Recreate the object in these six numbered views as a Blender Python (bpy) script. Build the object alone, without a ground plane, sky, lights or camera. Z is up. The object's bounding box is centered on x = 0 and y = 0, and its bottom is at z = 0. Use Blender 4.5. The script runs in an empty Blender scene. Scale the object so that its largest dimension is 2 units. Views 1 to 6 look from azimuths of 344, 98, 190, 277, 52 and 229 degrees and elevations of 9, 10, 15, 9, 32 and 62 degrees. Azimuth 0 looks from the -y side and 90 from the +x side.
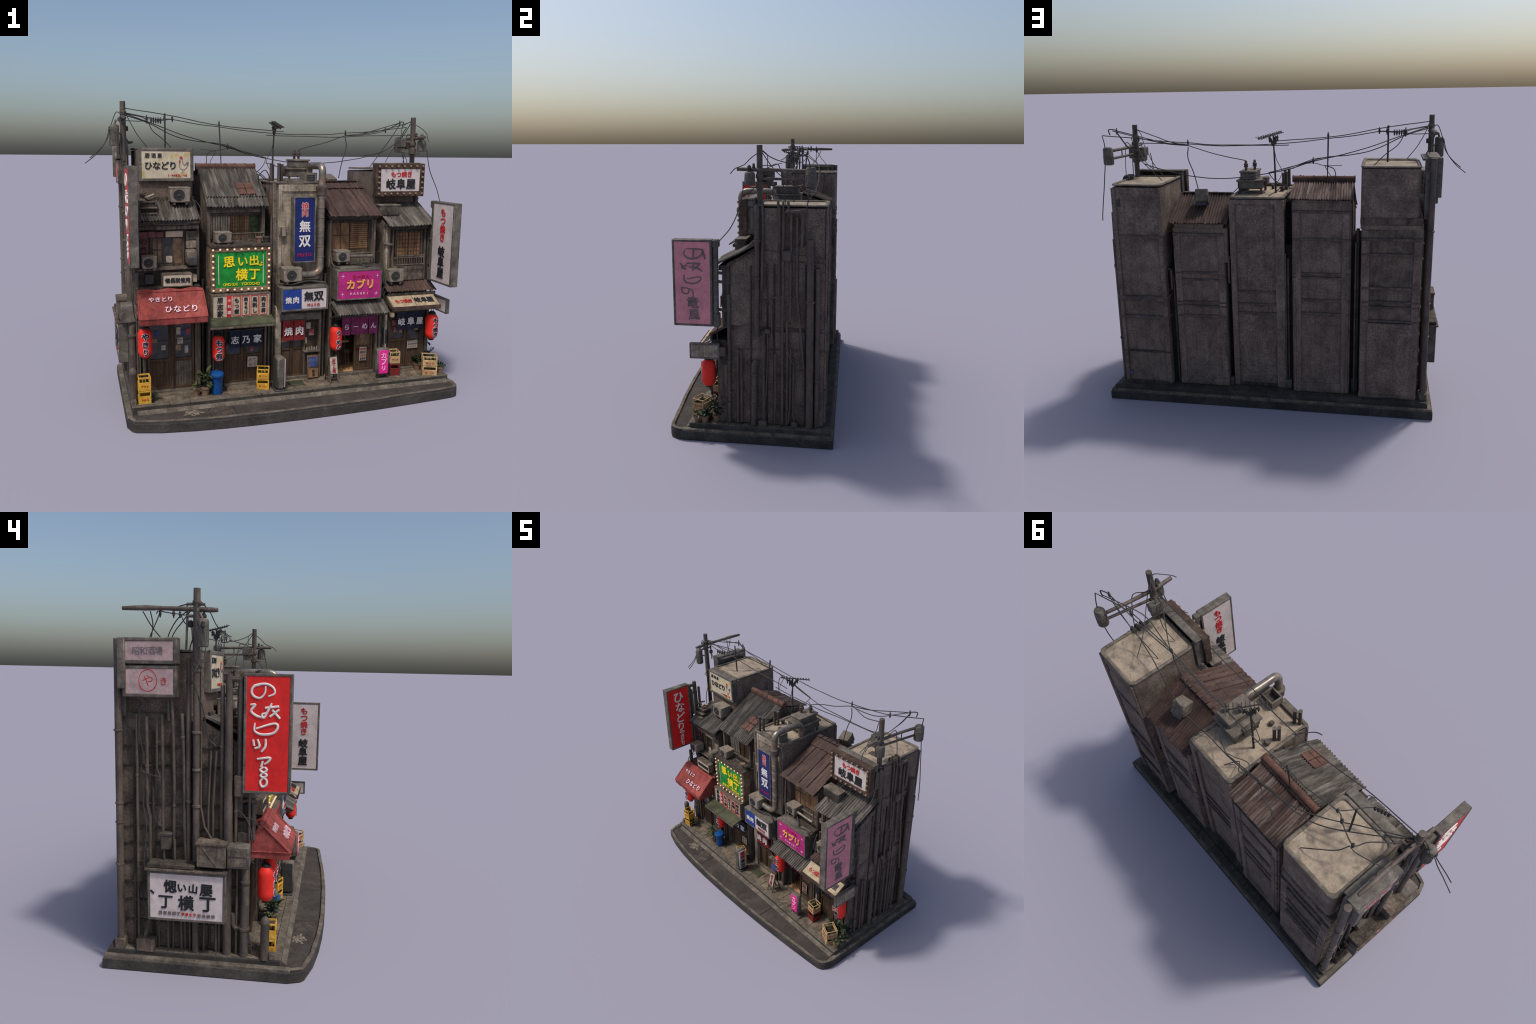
# A weathered miniature diorama of five narrow Japanese alley shops on a kerbed street base.
import bpy, math, random
from mathutils import Vector, Matrix, noise

rng = random.Random(11)
V = Vector
X, Y, Z = V((1, 0, 0)), V((0, 1, 0)), V((0, 0, 1))


# ------------------------------------------------------------------ materials
def srgb(r, g, b):
    f = lambda c: (c / 255 / 12.92) if c / 255 <= .04045 else ((c / 255 + .055) / 1.055) ** 2.4
    return (f(r), f(g), f(b))


MATS = {}


def grunge(name, base, dark=None, light=None, scale=14.0, stretch=(1, 1, 1), contrast=.55, speck=.25,
           rough=.85, bump=.25, bump_scale=90.0, streak=0.0, streak_col=None, streak_axis='z', metallic=0.0,
           spec=.25, spots=None, spots_amount=0.0):
    """Aged surface: broad blotches between three tones, optional running streaks, stain spots, fine grain and bump."""
    dark = dark or tuple(c * .5 for c in base)
    light = light or tuple(min(1, c * 1.45) for c in base)
    m = bpy.data.materials.new(name)
    m.use_nodes = True
    nt = m.node_tree
    nt.nodes.clear()
    N, L = nt.nodes.new, nt.links.new
    out = N('ShaderNodeOutputMaterial')
    bs = N('ShaderNodeBsdfPrincipled')
    L(bs.outputs[0], out.inputs[0])
    bs.inputs['Roughness'].default_value = rough
    bs.inputs['Metallic'].default_value = metallic
    bs.inputs['Specular IOR Level'].default_value = spec
    tc = N('ShaderNodeTexCoord')
    mp = N('ShaderNodeMapping')
    mp.inputs['Scale'].default_value = stretch
    L(tc.outputs['Object'], mp.inputs[0])
    n1 = N('ShaderNodeTexNoise')
    n1.inputs['Scale'].default_value = scale
    n1.inputs['Detail'].default_value = 8
    n1.inputs['Roughness'].default_value = .68
    n1.inputs['Distortion'].default_value = .4
    L(mp.outputs[0], n1.inputs['Vector'])
    rp = N('ShaderNodeValToRGB')
    e = rp.color_ramp.elements
    w = .5 * (1 - contrast) * .6
    e[0].position, e[0].color = .28 + w * .3, (*dark, 1)
    e[1].position, e[1].color = .72 - w * .3, (*light, 1)
    mid = e.new(.5)
    mid.color = (*base, 1)
    L(n1.outputs['Fac'], rp.inputs[0])
    col = rp.outputs[0]

    def mix(a, fac, colour, mode='MIX'):
        x = N('ShaderNodeMix')
        x.data_type, x.blend_type = 'RGBA', mode
        L(a, x.inputs[6])
        if hasattr(fac, 'links'):
            L(fac, x.inputs[0])
        else:
            x.inputs[0].default_value = fac
        if hasattr(colour, 'links'):
            L(colour, x.inputs[7])
        else:
            x.inputs[7].default_value = (*colour, 1)
        return x.outputs[2]

    def ramp(src, a, b, lo=0.0, hi=1.0):
        r = N('ShaderNodeMapRange')
        r.inputs[1].default_value, r.inputs[2].default_value = a, b
        r.inputs[3].default_value, r.inputs[4].default_value = lo, hi
        L(src, r.inputs[0])
        return r.outputs[0]

    if streak:
        ms = N('ShaderNodeMapping')
        ms.inputs['Scale'].default_value = {'z': (1, 1, .07), 'y': (1, .07, .12), 'x': (.07, 1, 1)}[streak_axis]
        L(tc.outputs['Object'], ms.inputs[0])
        n2 = N('ShaderNodeTexNoise')
        n2.inputs['Scale'].default_value = 70
        n2.inputs['Detail'].default_value = 5
        L(ms.outputs[0], n2.inputs['Vector'])
        col = mix(col, ramp(n2.outputs['Fac'], .48, .70, 0, streak), streak_col or tuple(c * .3 for c in base))
    if spots:
        n4 = N('ShaderNodeTexNoise')
        n4.inputs['Scale'].default_value = 22
        n4.inputs['Detail'].default_value = 6
        L(tc.outputs['Object'], n4.inputs['Vector'])
        col = mix(col, ramp(n4.outputs['Fac'], .54, .66, 0, spots_amount), spots)
    n3 = N('ShaderNodeTexNoise')
    n3.inputs['Scale'].default_value = bump_scale
    n3.inputs['Detail'].default_value = 6
    n3.inputs['Roughness'].default_value = .7
    L(tc.outputs['Object'], n3.inputs['Vector'])
    if speck:
        g = ramp(n3.outputs['Fac'], .3, .7, 1 - speck, 1 + speck)
        cb = N('ShaderNodeCombineColor')
        for i in range(3):
            L(g, cb.inputs[i])
        col = mix(col, 1.0, cb.outputs[0], 'MULTIPLY')
    L(col, bs.inputs['Base Color'])
    if bump:
        bp = N('ShaderNodeBump')
        bp.inputs['Strength'].default_value = bump
        bp.inputs['Distance'].default_value = .004
        L(n3.outputs['Fac'], bp.inputs['Height'])
        L(bp.outputs[0], bs.inputs['Normal'])
    MATS[name] = m
    return m


def plain(name, col, rough=.6, var=.12, **k):
    return grunge(name, col, dark=tuple(c * (1 - var * 2) for c in col), light=tuple(min(1, c * (1 + var * 2)) for c in col),
                  speck=k.pop('speck', var), bump=k.pop('bump', .08), rough=rough, **k)


plain('slot_dark', (.020, .017, .015), var=.2, rough=.95)  # near-black base colour paints the deep shade of the gaps between houses
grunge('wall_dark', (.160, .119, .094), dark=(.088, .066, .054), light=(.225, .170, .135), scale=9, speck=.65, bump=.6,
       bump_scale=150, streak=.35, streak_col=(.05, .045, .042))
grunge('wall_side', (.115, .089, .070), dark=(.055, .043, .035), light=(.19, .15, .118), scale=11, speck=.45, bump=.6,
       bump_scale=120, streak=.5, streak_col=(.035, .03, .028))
grunge('wall_light', (.31, .255, .19), dark=(.15, .12, .092), light=(.42, .35, .27), scale=10, speck=.3, bump=.5,
       bump_scale=100, streak=.55, streak_col=(.06, .05, .04), spots=(.08, .065, .05), spots_amount=.6)
grunge('wall_mid', (.125, .100, .077), dark=(.05, .042, .034), light=(.22, .18, .14), scale=14, speck=.35, bump=.5,
       streak=.6, streak_col=(.03, .026, .022))
grunge('timber_dark', (.044, .035, .028), dark=(.018, .015, .013), light=(.085, .068, .053), scale=20, stretch=(1, 1, .25),
       speck=.3, bump=.4, streak=.4, streak_col=(.15, .125, .10))
grunge('rear_post', (.165, .120, .098), dark=(.09, .067, .056), light=(.235, .178, .145), scale=16, stretch=(1, 1, .3), speck=.4, bump=.4)
grunge('rear_band', (.095, .073, .061), dark=(.05, .039, .034), light=(.15, .117, .098), scale=16, speck=.35, bump=.4)
grunge('timber_pale', (.30, .25, .19), dark=(.14, .115, .09), light=(.42, .36, .28), scale=18, stretch=(1, 1, .3), speck=.25, bump=.3,  # planks lightened so the recessed window keeps its sunlit tone
       streak=.5, streak_col=(.09, .07, .055))
grunge('timber_grey', (.105, .082, .064), dark=(.042, .033, .027), light=(.205, .162, .126), scale=20, stretch=(1, 1, .3),
       speck=.3, bump=.4, streak=.5, streak_col=(.04, .033, .028))
grunge('timber_brown', (.075, .043, .024), dark=(.030, .018, .011), light=(.125, .074, .042), scale=18, stretch=(1.2, 1.2, .15),
       speck=.3, bump=.4, streak=.4, streak_col=(.025, .015, .010))
grunge('timber_orange', (.20, .112, .058), dark=(.10, .053, .027), light=(.34, .195, .10), scale=14, stretch=(1, 1, .3), speck=.25,
       bump=.3, streak=.45, streak_col=(.07, .035, .015))
grunge('pipe_metal', (.077, .061, .049), dark=(.036, .030, .025), light=(.138, .110, .088), scale=16, stretch=(1, 1, .35), speck=.25,
       rough=.6, bump=.25, streak=.35, streak_col=(.12, .07, .045), spec=.4)
grunge('duct_metal', (.20, .172, .142), dark=(.10, .085, .072), light=(.31, .27, .225), scale=16, speck=.2, rough=.36, bump=.15,
       metallic=.5, spec=.5, spots=(.22, .10, .05), spots_amount=.5)
grunge('roof_metal', (.064, .055, .047), dark=(.025, .022, .019), light=(.13, .112, .096), scale=26, stretch=(1, .2, .3), speck=.35,
       rough=.7, bump=.35, streak=.55, streak_col=(.24, .215, .185), streak_axis='y')
grunge('roof_rust', (.058, .034, .028), dark=(.028, .019, .017), light=(.098, .058, .047), scale=16, stretch=(1, .4, .4), speck=.3,
       rough=.75, bump=.3, streak=.16, streak_col=(.16, .125, .108), streak_axis='y')
grunge('roof_rust_pale', (.075, .046, .038), dark=(.036, .025, .022), light=(.13, .085, .07), scale=16, stretch=(1, .3, .3), speck=.3,
       rough=.75, bump=.3, streak=.75, streak_col=(.27, .215, .185), streak_axis='y')
grunge('tile_rust', (.105, .052, .038), dark=(.05, .029, .024), light=(.16, .083, .060), scale=16, speck=.25)
grunge('roof_sand', (.31, .248, .183), dark=(.17, .136, .104), light=(.385, .315, .24), scale=9, speck=.22, bump=.3,
       spots=(.10, .085, .07), spots_amount=.55)
grunge('parapet', (.125, .105, .084), dark=(.06, .051, .043), light=(.20, .17, .14), scale=16, speck=.3, bump=.3)
grunge('asphalt', (.052, .044, .039), dark=(.032, .028, .026), light=(.074, .062, .053), spots=(.034, .027, .023), spots_amount=.7, scale=9, speck=.35, bump=.5, bump_scale=220,
       rough=.9)
grunge('base_stone', (.043, .039, .035), dark=(.026, .024, .022), light=(.072, .065, .057), scale=10, speck=.3, bump=.4)
grunge('kerb_stone', (.105, .088, .070), dark=(.050, .043, .036), light=(.17, .145, .116), scale=18, speck=.3, bump=.45)
grunge('paving', (.138, .108, .078), dark=(.060, .048, .036), light=(.22, .175, .13), scale=16, speck=.35, bump=.5,
       spots=(.05, .04, .032), spots_amount=.6)
grunge('paint_white_worn', (.19, .15, .115), dark=(.07, .057, .046), light=(.29, .235, .185), scale=40, speck=.3)
grunge('manhole_iron', (.060, .050, .042), dark=(.035, .028, .025), light=(.11, .082, .066), scale=30, bump=.5, rough=.65)
grunge('sign_frame', (.105, .092, .077), dark=(.052, .046, .040), light=(.175, .155, .13), scale=18, speck=.25, bump=.25, rough=.6)
plain('face_board', (.34, .265, .175), var=.18, spots=(.19, .135, .085), spots_amount=.7, scale=18)
grunge('floor_orange', (.40, .22, .10), dark=(.22, .115, .05), light=(.52, .31, .155), scale=14, speck=.2, bump=.2)  # orange brightened so the doorway floor and counter look lit inside
grunge('sign_frame_rust', (.058, .037, .027), dark=(.026, .018, .014), light=(.11, .072, .052), scale=22, speck=.3, bump=.3)
grunge('sign_frame_brass', (.19, .12, .075), dark=(.085, .055, .038), light=(.30, .20, .13), scale=22, speck=.3, bump=.3)
plain('face_cream', (.52, .45, .33), var=.12, spots=(.42, .33, .10), spots_amount=.85, scale=12)
plain('face_white', (.53, .46, .44), var=.09, spots=(.38, .32, .30), spots_amount=.5, scale=9)
plain('face_paper', (.46, .375, .275), var=.15, spots=(.33, .24, .16), spots_amount=.6, scale=16)
plain('face_pinkish', (.40, .29, .28), var=.15, spots=(.24, .17, .18), spots_amount=.6, scale=9)
plain('face_red', (.62, .020, .018), var=.10, rough=.5)
plain('face_rose', (.60, .235, .265), var=.10, rough=.65)
plain('face_blue', (.011, .019, .11), var=.18, rough=.5)
plain('face_blue_bright', (.014, .042, .21), var=.18, rough=.5)
plain('face_green', (.012, .225, .032), var=.25, spots=(.006, .11, .018), spots_amount=.45, rough=.35, scale=8)
plain('face_magenta', (.41, .022, .165), var=.14, spots=(.22, .012, .12), spots_amount=.45, rough=.5, scale=6)
plain('face_hot_pink', (.72, .022, .26), var=.10, rough=.5)
plain('ink_black', (.016, .017, .020), var=.1, rough=.6)
plain('ink_red', (.42, .020, .022), var=.15)
plain('ink_white', (.66, .62, .58), var=.10)
plain('ink_yellow', (.80, .60, .015), var=.10, rough=.4)
plain('ink_gold', (.66, .36, .09), var=.12, rough=.4)
plain('ink_pinkwhite', (.70, .50, .55), var=.1)
plain('ink_grey', (.16, .13, .13), var=.2)
plain('ink_crimson', (.34, .012, .06), var=.15)
plain('lantern_red', (.74, .030, .018), var=.08, spots=(.48, .020, .012), spots_amount=.45, rough=.55, scale=10)
plain('lantern_black', (.018, .017, .017), var=.2, rough=.5)
grunge('unit_beige', (.225, .19, .15), dark=(.12, .10, .08), light=(.31, .27, .215), scale=14, speck=.2, bump=.15, rough=.65,
       streak=.45, streak_col=(.07, .055, .045))
plain('unit_dark', (.045, .043, .042), var=.2, rough=.6)
plain('unit_blade', (.085, .08, .076), var=.2, rough=.5)
grunge('glass_dark', (.030, .029, .030), dark=(.012, .012, .013), light=(.075, .064, .052), scale=22, speck=.1, bump=0, rough=.25, spec=.5)
grunge('glass_warm', (.13, .078, .040), dark=(.045, .028, .016), light=(.24, .15, .08), scale=20, speck=.15, bump=0, rough=.4, spec=.4)
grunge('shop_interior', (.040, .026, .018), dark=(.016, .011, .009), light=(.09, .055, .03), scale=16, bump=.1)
plain('cloth_navy', (.020, .024, .040), var=.25, rough=.95)
plain('cloth_red', (.185, .018, .020), var=.22, rough=.95)
plain('cloth_purple', (.175, .028, .088), var=.2, rough=.95)
grunge('awning_red', (.25, .046, .038), dark=(.12, .024, .021), light=(.35, .085, .07), scale=12, stretch=(1, .5, .5), speck=.2,
       bump=.3, rough=.8, streak=.45, streak_col=(.075, .022, .02), spots=(.10, .03, .028), spots_amount=.4)
grunge('awning_green', (.056, .060, .034), dark=(.028, .031, .019), light=(.090, .094, .055), scale=14, speck=.25, bump=.3)
plain('bin_blue', (.010, .075, .25), var=.16, rough=.3)
grunge('crate_yellow', (.56, .31, .035), dark=(.30, .15, .02), light=(.68, .42, .07), scale=22, speck=.15, bump=.15, rough=.6)
grunge('crate_wood', (.42, .28, .135), dark=(.22, .14, .065), light=(.52, .38, .21), scale=22, speck=.2, bump=.3)
plain('crate_red', (.15, .020, .020), var=.2)
plain('pot_clay', (.20, .125, .085), var=.2, rough=.85)
plain('soil', (.03, .022, .015), var=.2)
plain('leaf_green', (.072, .086, .040), var=.35, rough=.5, scale=40)
plain('leaf_dark', (.022, .036, .018), var=.3, rough=.5, scale=40)
plain('cable_black', (.045, .042, .040), var=.2, rough=.7)
plain('bulb_glow', (.88, .68, .40), var=.06, rough=.25, bump=0)
plain('bulb_dull', (.20, .135, .09), var=.15, rough=.4)
plain('mat_green', (.052, .055, .034), var=.25)
plain('poster_cream', (.36, .30, .24), var=.2, spots=(.18, .10, .09), spots_amount=.8, scale=60)
plain('poster_blue', (.035, .055, .15), var=.3, spots=(.18, .18, .22), spots_amount=.7, scale=60)
plain('poster_tan', (.26, .17, .10), var=.25, spots=(.10, .06, .04), spots_amount=.8, scale=60)
plain('poster_red', (.24, .055, .05), var=.2, spots=(.35, .28, .24), spots_amount=.8, scale=60)
plain('panel_maroon', (.13, .050, .048), var=.3, spots=(.05, .024, .024), spots_amount=.7)
plain('net_green', (.045, .058, .022), var=.4, scale=60)


# ------------------------------------------------------------------ mesh building
class MB:
    """Collects vertices and faces, each face with a material name."""

    def __init__(s, mat=None):
        s.v, s.f, s.m, s.mat = [], [], [], mat

    def add(s, vs, fs, mat=None):
        o = len(s.v)
        s.v += [V(p) for p in vs]
        s.f += [[i + o for i in f] for f in fs]
        s.m += [mat or s.mat] * len(fs)
        return s

    def box(s, lo, hi, bev=.002, mat=None, M=None):
        lo, hi = V(lo), V(hi)
        c, h = (lo + hi) / 2, (hi - lo) / 2
        h = V([abs(a) for a in h])
        b = min(bev, min(h) * .45)
        vs, idx = [], {}
        for sx in (-1, 1):
            for sy in (-1, 1):
                for sz in (-1, 1):
                    for a in range(3):
                        d = V((sx * h.x, sy * h.y, sz * h.z))
                        for k in range(3):
                            if k != a:
                                d[k] -= (sx, sy, sz)[k] * b
                        idx[(sx, sy, sz, a)] = len(vs)
                        vs.append(c + d)
        fs = []
        for a in range(3):
            o = [k for k in range(3) if k != a]
            for sg in (-1, 1):
                q = []
                for p, r in ((-1, -1), (1, -1), (1, 1), (-1, 1)):
                    t = [0, 0, 0]
                    t[a], t[o[0]], t[o[1]] = sg, p, r
                    q.append(idx[(*t, a)])
                if (sg == 1) == (a == 1):
                    q.reverse()
                fs.append(q)
            for p in (-1, 1):
                for r in (-1, 1):
                    t0, t1 = [0, 0, 0], [0, 0, 0]
                    t0[a], t1[a] = -1, 1
                    for t in (t0, t1):
                        t[o[0]], t[o[1]] = p, r
                    q = [idx[(*t0, o[0])], idx[(*t1, o[0])], idx[(*t1, o[1])], idx[(*t0, o[1])]]
                    fs.append(q)
        for sx in (-1, 1):
            for sy in (-1, 1):
                for sz in (-1, 1):
                    fs.append([idx[(sx, sy, sz, k)] for k in range(3)])
        # consistent outward winding
        out = []
        for f in fs:
            n = (vs[f[1]] - vs[f[0]]).cross(vs[f[2]] - vs[f[0]])
            m = sum((vs[i] for i in f), V()) / len(f) - c
            out.append(f if n.dot(m) >= 0 else f[::-1])
        if M is not None:
            vs = [M @ p for p in vs]
        return s.add(vs, out, mat)

    def obox(s, c, size, rot=(0, 0, 0), bev=.002, mat=None):
        M = Matrix.Translation(V(c)) @ Matrix.Rotation(rot[2], 4, 'Z') @ Matrix.Rotation(rot[1], 4, 'Y') @ Matrix.Rotation(rot[0], 4, 'X')
        h = V(size) / 2
        return s.box(-h, h, bev, mat, M)

    def bar(s, p0, p1, w, d, bev=.0015, mat=None, up=Z):
        p0, p1 = V(p0), V(p1)
        z = (p1 - p0).normalized()
        x = up.cross(z)
        if x.length < 1e-3:
            x = X.cross(z)
        x.normalize()
        y = z.cross(x)
        M = Matrix(((x.x, y.x, z.x, 0), (x.y, y.y, z.y, 0), (x.z, y.z, z.z, 0), (0, 0, 0, 1)))
        M = Matrix.Translation((p0 + p1) / 2) @ M
        h = V((w / 2, d / 2, (p1 - p0).length / 2))
        return s.box(-h, h, bev, mat, M)

    def tube(s, pts, r, n=8, mat=None, cap=True):
        pts = [V(p) for p in pts]
        rs = r if isinstance(r, (list, tuple)) else [r] * len(pts)
        vs, fs = [], []
        ref = None
        for i, p in enumerate(pts):
            a, b = pts[max(i - 1, 0)], pts[min(i + 1, len(pts) - 1)]
            t = (b - a).normalized()
            if ref is None:
                ref = (Z if abs(t.z) < .9 else X).cross(t).normalized()
            u = (ref - t * ref.dot(t)).normalized()
            ref = u
            w = t.cross(u)
            for k in range(n):
                an = 2 * math.pi * k / n
                vs.append(p + (u * math.cos(an) + w * math.sin(an)) * rs[i])
        for i in range(len(pts) - 1):
            for k in range(n):
                a, b = i * n + k, i * n + (k + 1) % n
                fs.append([a, b, b + n, a + n])
        if cap:
            fs.append(list(range(n))[::-1])
            fs.append([(len(pts) - 1) * n + k for k in range(n)])
        return s.add(vs, fs, mat)

    def lathe(s, base, prof, n=20, mat=None, axis=Z):
        """prof: list of (radius, height) along axis from base."""
        base = V(base)
        t = V(axis).normalized()
        u = (Y if abs(t.y) < .9 else X).cross(t).normalized()
        w = t.cross(u)
        vs, fs = [], []
        for r, h in prof:
            for k in range(n):
                an = 2 * math.pi * k / n
                vs.append(base + t * h + (u * math.cos(an) + w * math.sin(an)) * r)
        for i in range(len(prof) - 1):
            for k in range(n):
                a, b = i * n + k, i * n + (k + 1) % n
                fs.append([a, b, b + n, a + n])
        fs.append(list(range(n))[::-1])
        fs.append([(len(prof) - 1) * n + k for k in range(n)])
        return s.add(vs, fs, mat)

    def prism(s, prof, x0, x1, mat=None):
        """Extrude a (y, z) outline along x."""
        k = len(prof)
        vs = [(x0, y, z) for y, z in prof] + [(x1, y, z) for y, z in prof]
        area = sum(prof[i][0] * prof[(i + 1) % k][1] - prof[(i + 1) % k][0] * prof[i][1] for i in range(k))
        fs = [list(range(k))[::-1], [k + i for i in range(k)]]
        fs += [[i, (i + 1) % k, k + (i + 1) % k, k + i] for i in range(k)]
        if area < 0:
            fs = [f[::-1] for f in fs]
        return s.add(vs, fs, mat)

    def slab(s, outline, z0, z1, bev=.004, mat=None):
        """Extrude an (x, y) outline (counter-clockwise) in z with a chamfered top edge."""
        k = len(outline)
        P = [V((x, y, 0)) for x, y in outline]
        ins = []
        for i in range(k):
            a, b, c = P[i - 1], P[i], P[(i + 1) % k]
            e0, e1 = (b - a).normalized(), (c - b).normalized()
            n0, n1 = V((-e0.y, e0.x, 0)), V((-e1.y, e1.x, 0))
            nn = (n0 + n1).normalized()
            ins.append(b + nn * bev / max(.4, nn.dot(n0)))
        vs = [p + Z * z0 for p in P] + [p + Z * (z1 - bev) for p in P] + [p + Z * z1 for p in ins]
        fs = [list(range(k))[::-1], [2 * k + i for i in range(k)]]
        for i in range(k):
            j = (i + 1) % k
            fs += [[i, j, k + j, k + i], [k + i, k + j, 2 * k + j, 2 * k + i]]
        return s.add(vs, fs, mat)

    def corrugated(s, a, b, c, d, waves=18, amp=.004, thick=.004, nv=8, sag=.0, mat=None, ragged=.003, per=6):
        """Corrugated sheet: a, b = eave corners; c, d = top corners (b-c and a-d run up the slope)."""
        a, b, c, d = map(V, (a, b, c, d))
        n = (b - a).cross(d - a).normalized()
        nu = waves * per
        vs, fs = [], []
        r = random.Random(int(abs(a.x) * 997) + waves)
        rag = [r.uniform(-1, 1) for _ in range(nu + 1)]
        for lay in (0, 1):
            for j in range(nv + 1):
                v = j / nv
                for i in range(nu + 1):
                    u = i / nu
                    p = a.lerp(b, u).lerp(d.lerp(c, u), v)
                    ph = 2 * math.pi * u * waves
                    p = p + n * (amp * math.sin(ph) + amp * .7 * noise.noise(V((u * 9 + a.x * 7, v * 3, 2))) - lay * thick)
                    p = p - Z * sag * math.sin(math.pi * u) * (1 - v)
                    if j == 0:
                        p = p + (a - d).normalized() * rag[i // 3] * ragged
                    vs.append(p)
        W = nu + 1
        H = (nv + 1) * W
        for j in range(nv):
            for i in range(nu):
                q = [j * W + i, j * W + i + 1, (j + 1) * W + i + 1, (j + 1) * W + i]
                fs.append(q)
                fs.append([x + H for x in q[::-1]])
        for i in range(nu):
            fs.append([i + H, i + 1 + H, i + 1, i])
            t = nv * W
            fs.append([t + i, t + i + 1, t + i + 1 + H, t + i + H])
        for j in range(nv):
            p, q = j * W, (j + 1) * W
            fs.append([p, q, q + H, p + H])
            p, q = p + nu, q + nu
            fs.append([p + H, q + H, q, p])
        return s.add(vs, fs, mat)


def warp(p):
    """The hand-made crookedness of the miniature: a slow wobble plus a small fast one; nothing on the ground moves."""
    if p.z < .001:
        return p
    return p + noise.noise_vector(p * 5.0) * .0022 + noise.noise_vector(p * 23.0 + V((3, 1, 7))) * .0008


CENTRE = {}


def emit(name, mb, parent=None, kind=None, wob=True, smooth=38):
    me = bpy.data.meshes.new(name)
    vs = [warp(p) if wob else p for p in mb.v]
    lo = V([min(p[i] for p in vs) for i in range(3)])
    hi = V([max(p[i] for p in vs) for i in range(3)])
    c = V(((lo.x + hi.x) / 2, (lo.y + hi.y) / 2, lo.z))
    me.from_pydata([p - c for p in vs], [], mb.f)
    names = []
    for m in mb.m:
        if m not in names:
            names.append(m)
    for m in names:
        me.materials.append(MATS[m])
    me.polygons.foreach_set('material_index', [names.index(m) for m in mb.m])
    me.polygons.foreach_set('use_smooth', [True] * len(mb.f))
    me.update()
    me.set_sharp_from_angle(angle=math.radians(smooth))
    ob = bpy.data.objects.new(name, me)
    bpy.context.scene.collection.objects.link(ob)
    par = parent or ROOT
    ob.parent = par
    ob.location = c - CENTRE[par.name]
    CENTRE[ob.name] = c
    if kind:
        ob['kind'] = kind
    return ob


ROOT = bpy.data.objects.new('alley_shop_diorama', None)
bpy.context.scene.collection.objects.link(ROOT)
ROOT['label'] = 'weathered miniature row of five old Japanese alley shops with signs'
ROOT['category'] = 'building diorama'
CENTRE[ROOT.name] = V()


# ------------------------------------------------------------------ lettering
GLYPH = {}


def glyph(ch):
    key = ch
    if key not in GLYPH:
        c = bpy.data.curves.new('glyph', 'FONT')
        c.body, c.size, c.extrude, c.resolution_u = ch, 1, .5, 3
        o = bpy.data.objects.new('glyph', c)
        bpy.context.scene.collection.objects.link(o)
        m = bpy.data.meshes.new_from_object(o.evaluated_get(bpy.context.evaluated_depsgraph_get()))
        vs = [v.co.copy() for v in m.vertices]
        fs = [list(p.vertices) for p in m.polygons]
        bpy.data.objects.remove(o)
        bpy.data.curves.remove(c)
        bpy.data.meshes.remove(m)
        if ord(ch) > 0x2000:
            cx, cy, w = .5, .38, 1.0
        else:
            xs, ys = [v.x for v in vs], [v.y for v in vs]
            cx, cy, w = (min(xs) + max(xs)) / 2, (min(ys) + max(ys)) / 2, 1.0
        GLYPH[key] = ([V(((v.x - cx) / w, (v.y - cy) / w, v.z + .5)) for v in vs], fs)
    return GLYPH[key]


def plane(o, right, up, nrm):
    o, right, up, nrm = V(o), V(right).normalized(), V(up).normalized(), V(nrm).normalized()
    return lambda u, v, d: o + right * u + up * v + nrm * d


def drum(c, r, ang=0.0):
    """Surface of an upright cylinder; u runs round it, v up, d out; ang 0 faces -y."""
    c = V(c)

    def f(u, v, d):
        a = ang + u / r
        return c + V((math.sin(a) * (r + d), -math.cos(a) * (r + d), v))
    return f


def write(mb, text, surf, cells, mat, bold=.02, depth=.0025, lift=0.0, jitter=.05, sx=1.0, halo=None, halo_bold=.075):
    """Place characters one by one; cells = list of (u, v, size)."""
    for ch, (u, v, size) in zip(text, cells):
        if ch == ' ':
            continue
        a = rng.uniform(-jitter, jitter)
        k = size * rng.uniform(1 - jitter, 1 + jitter)
        vs, fs = glyph(ch)
        ca, sa = math.cos(a), math.sin(a)
        passes = []
        if halo:
            passes += [(halo, halo_bold, 8, depth * .72)]
        passes += [(mat, bold, 6 if bold > 0 else 0, depth)]
        for hm, hb, n, dp in passes:
            # a heavier brush: the same glyph stamped round a small circle
            stamps = [(math.cos(6.283 * i / n) * hb * .8, math.sin(6.283 * i / n) * hb * .8) for i in range(n)] or [(0, 0)]
            for i, (bx, by) in enumerate(stamps):
                dd = dp + i * .00007
                mb.add([surf(u + ((p.x + bx) * ca - (p.y + by) * sa) * k * sx, v + ((p.x + bx) * sa + (p.y + by) * ca) * k, lift + p.z * dd) for p in vs], fs, hm)
    return mb


def strokes(mb, surf, centre, scale, paths, r, mat):
    """Freehand brush strokes on a surface; each path is a list of board points (right, down)."""
    cx, cy = centre
    for pts in paths:
        P = [surf((x - cx) * scale, (cy - y) * scale, .0) for x, y in pts]
        P = spline(P, 4) if len(P) > 2 else P
        rr = [r * (.75 + .4 * math.sin(math.pi * (i + .6) / (len(P) + .2))) for i in range(len(P))]
        mb.tube(P, rr, 7, mat)


def row(n, u0, u1, v, size):
    return [(u0 + (u1 - u0) * (i + .5) / n, v, size) for i in range(n)]


def column(n, u, v1, v0, size):
    return [(u, v1 + (v0 - v1) * (i + .5) / n, size) for i in range(n)]


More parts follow.
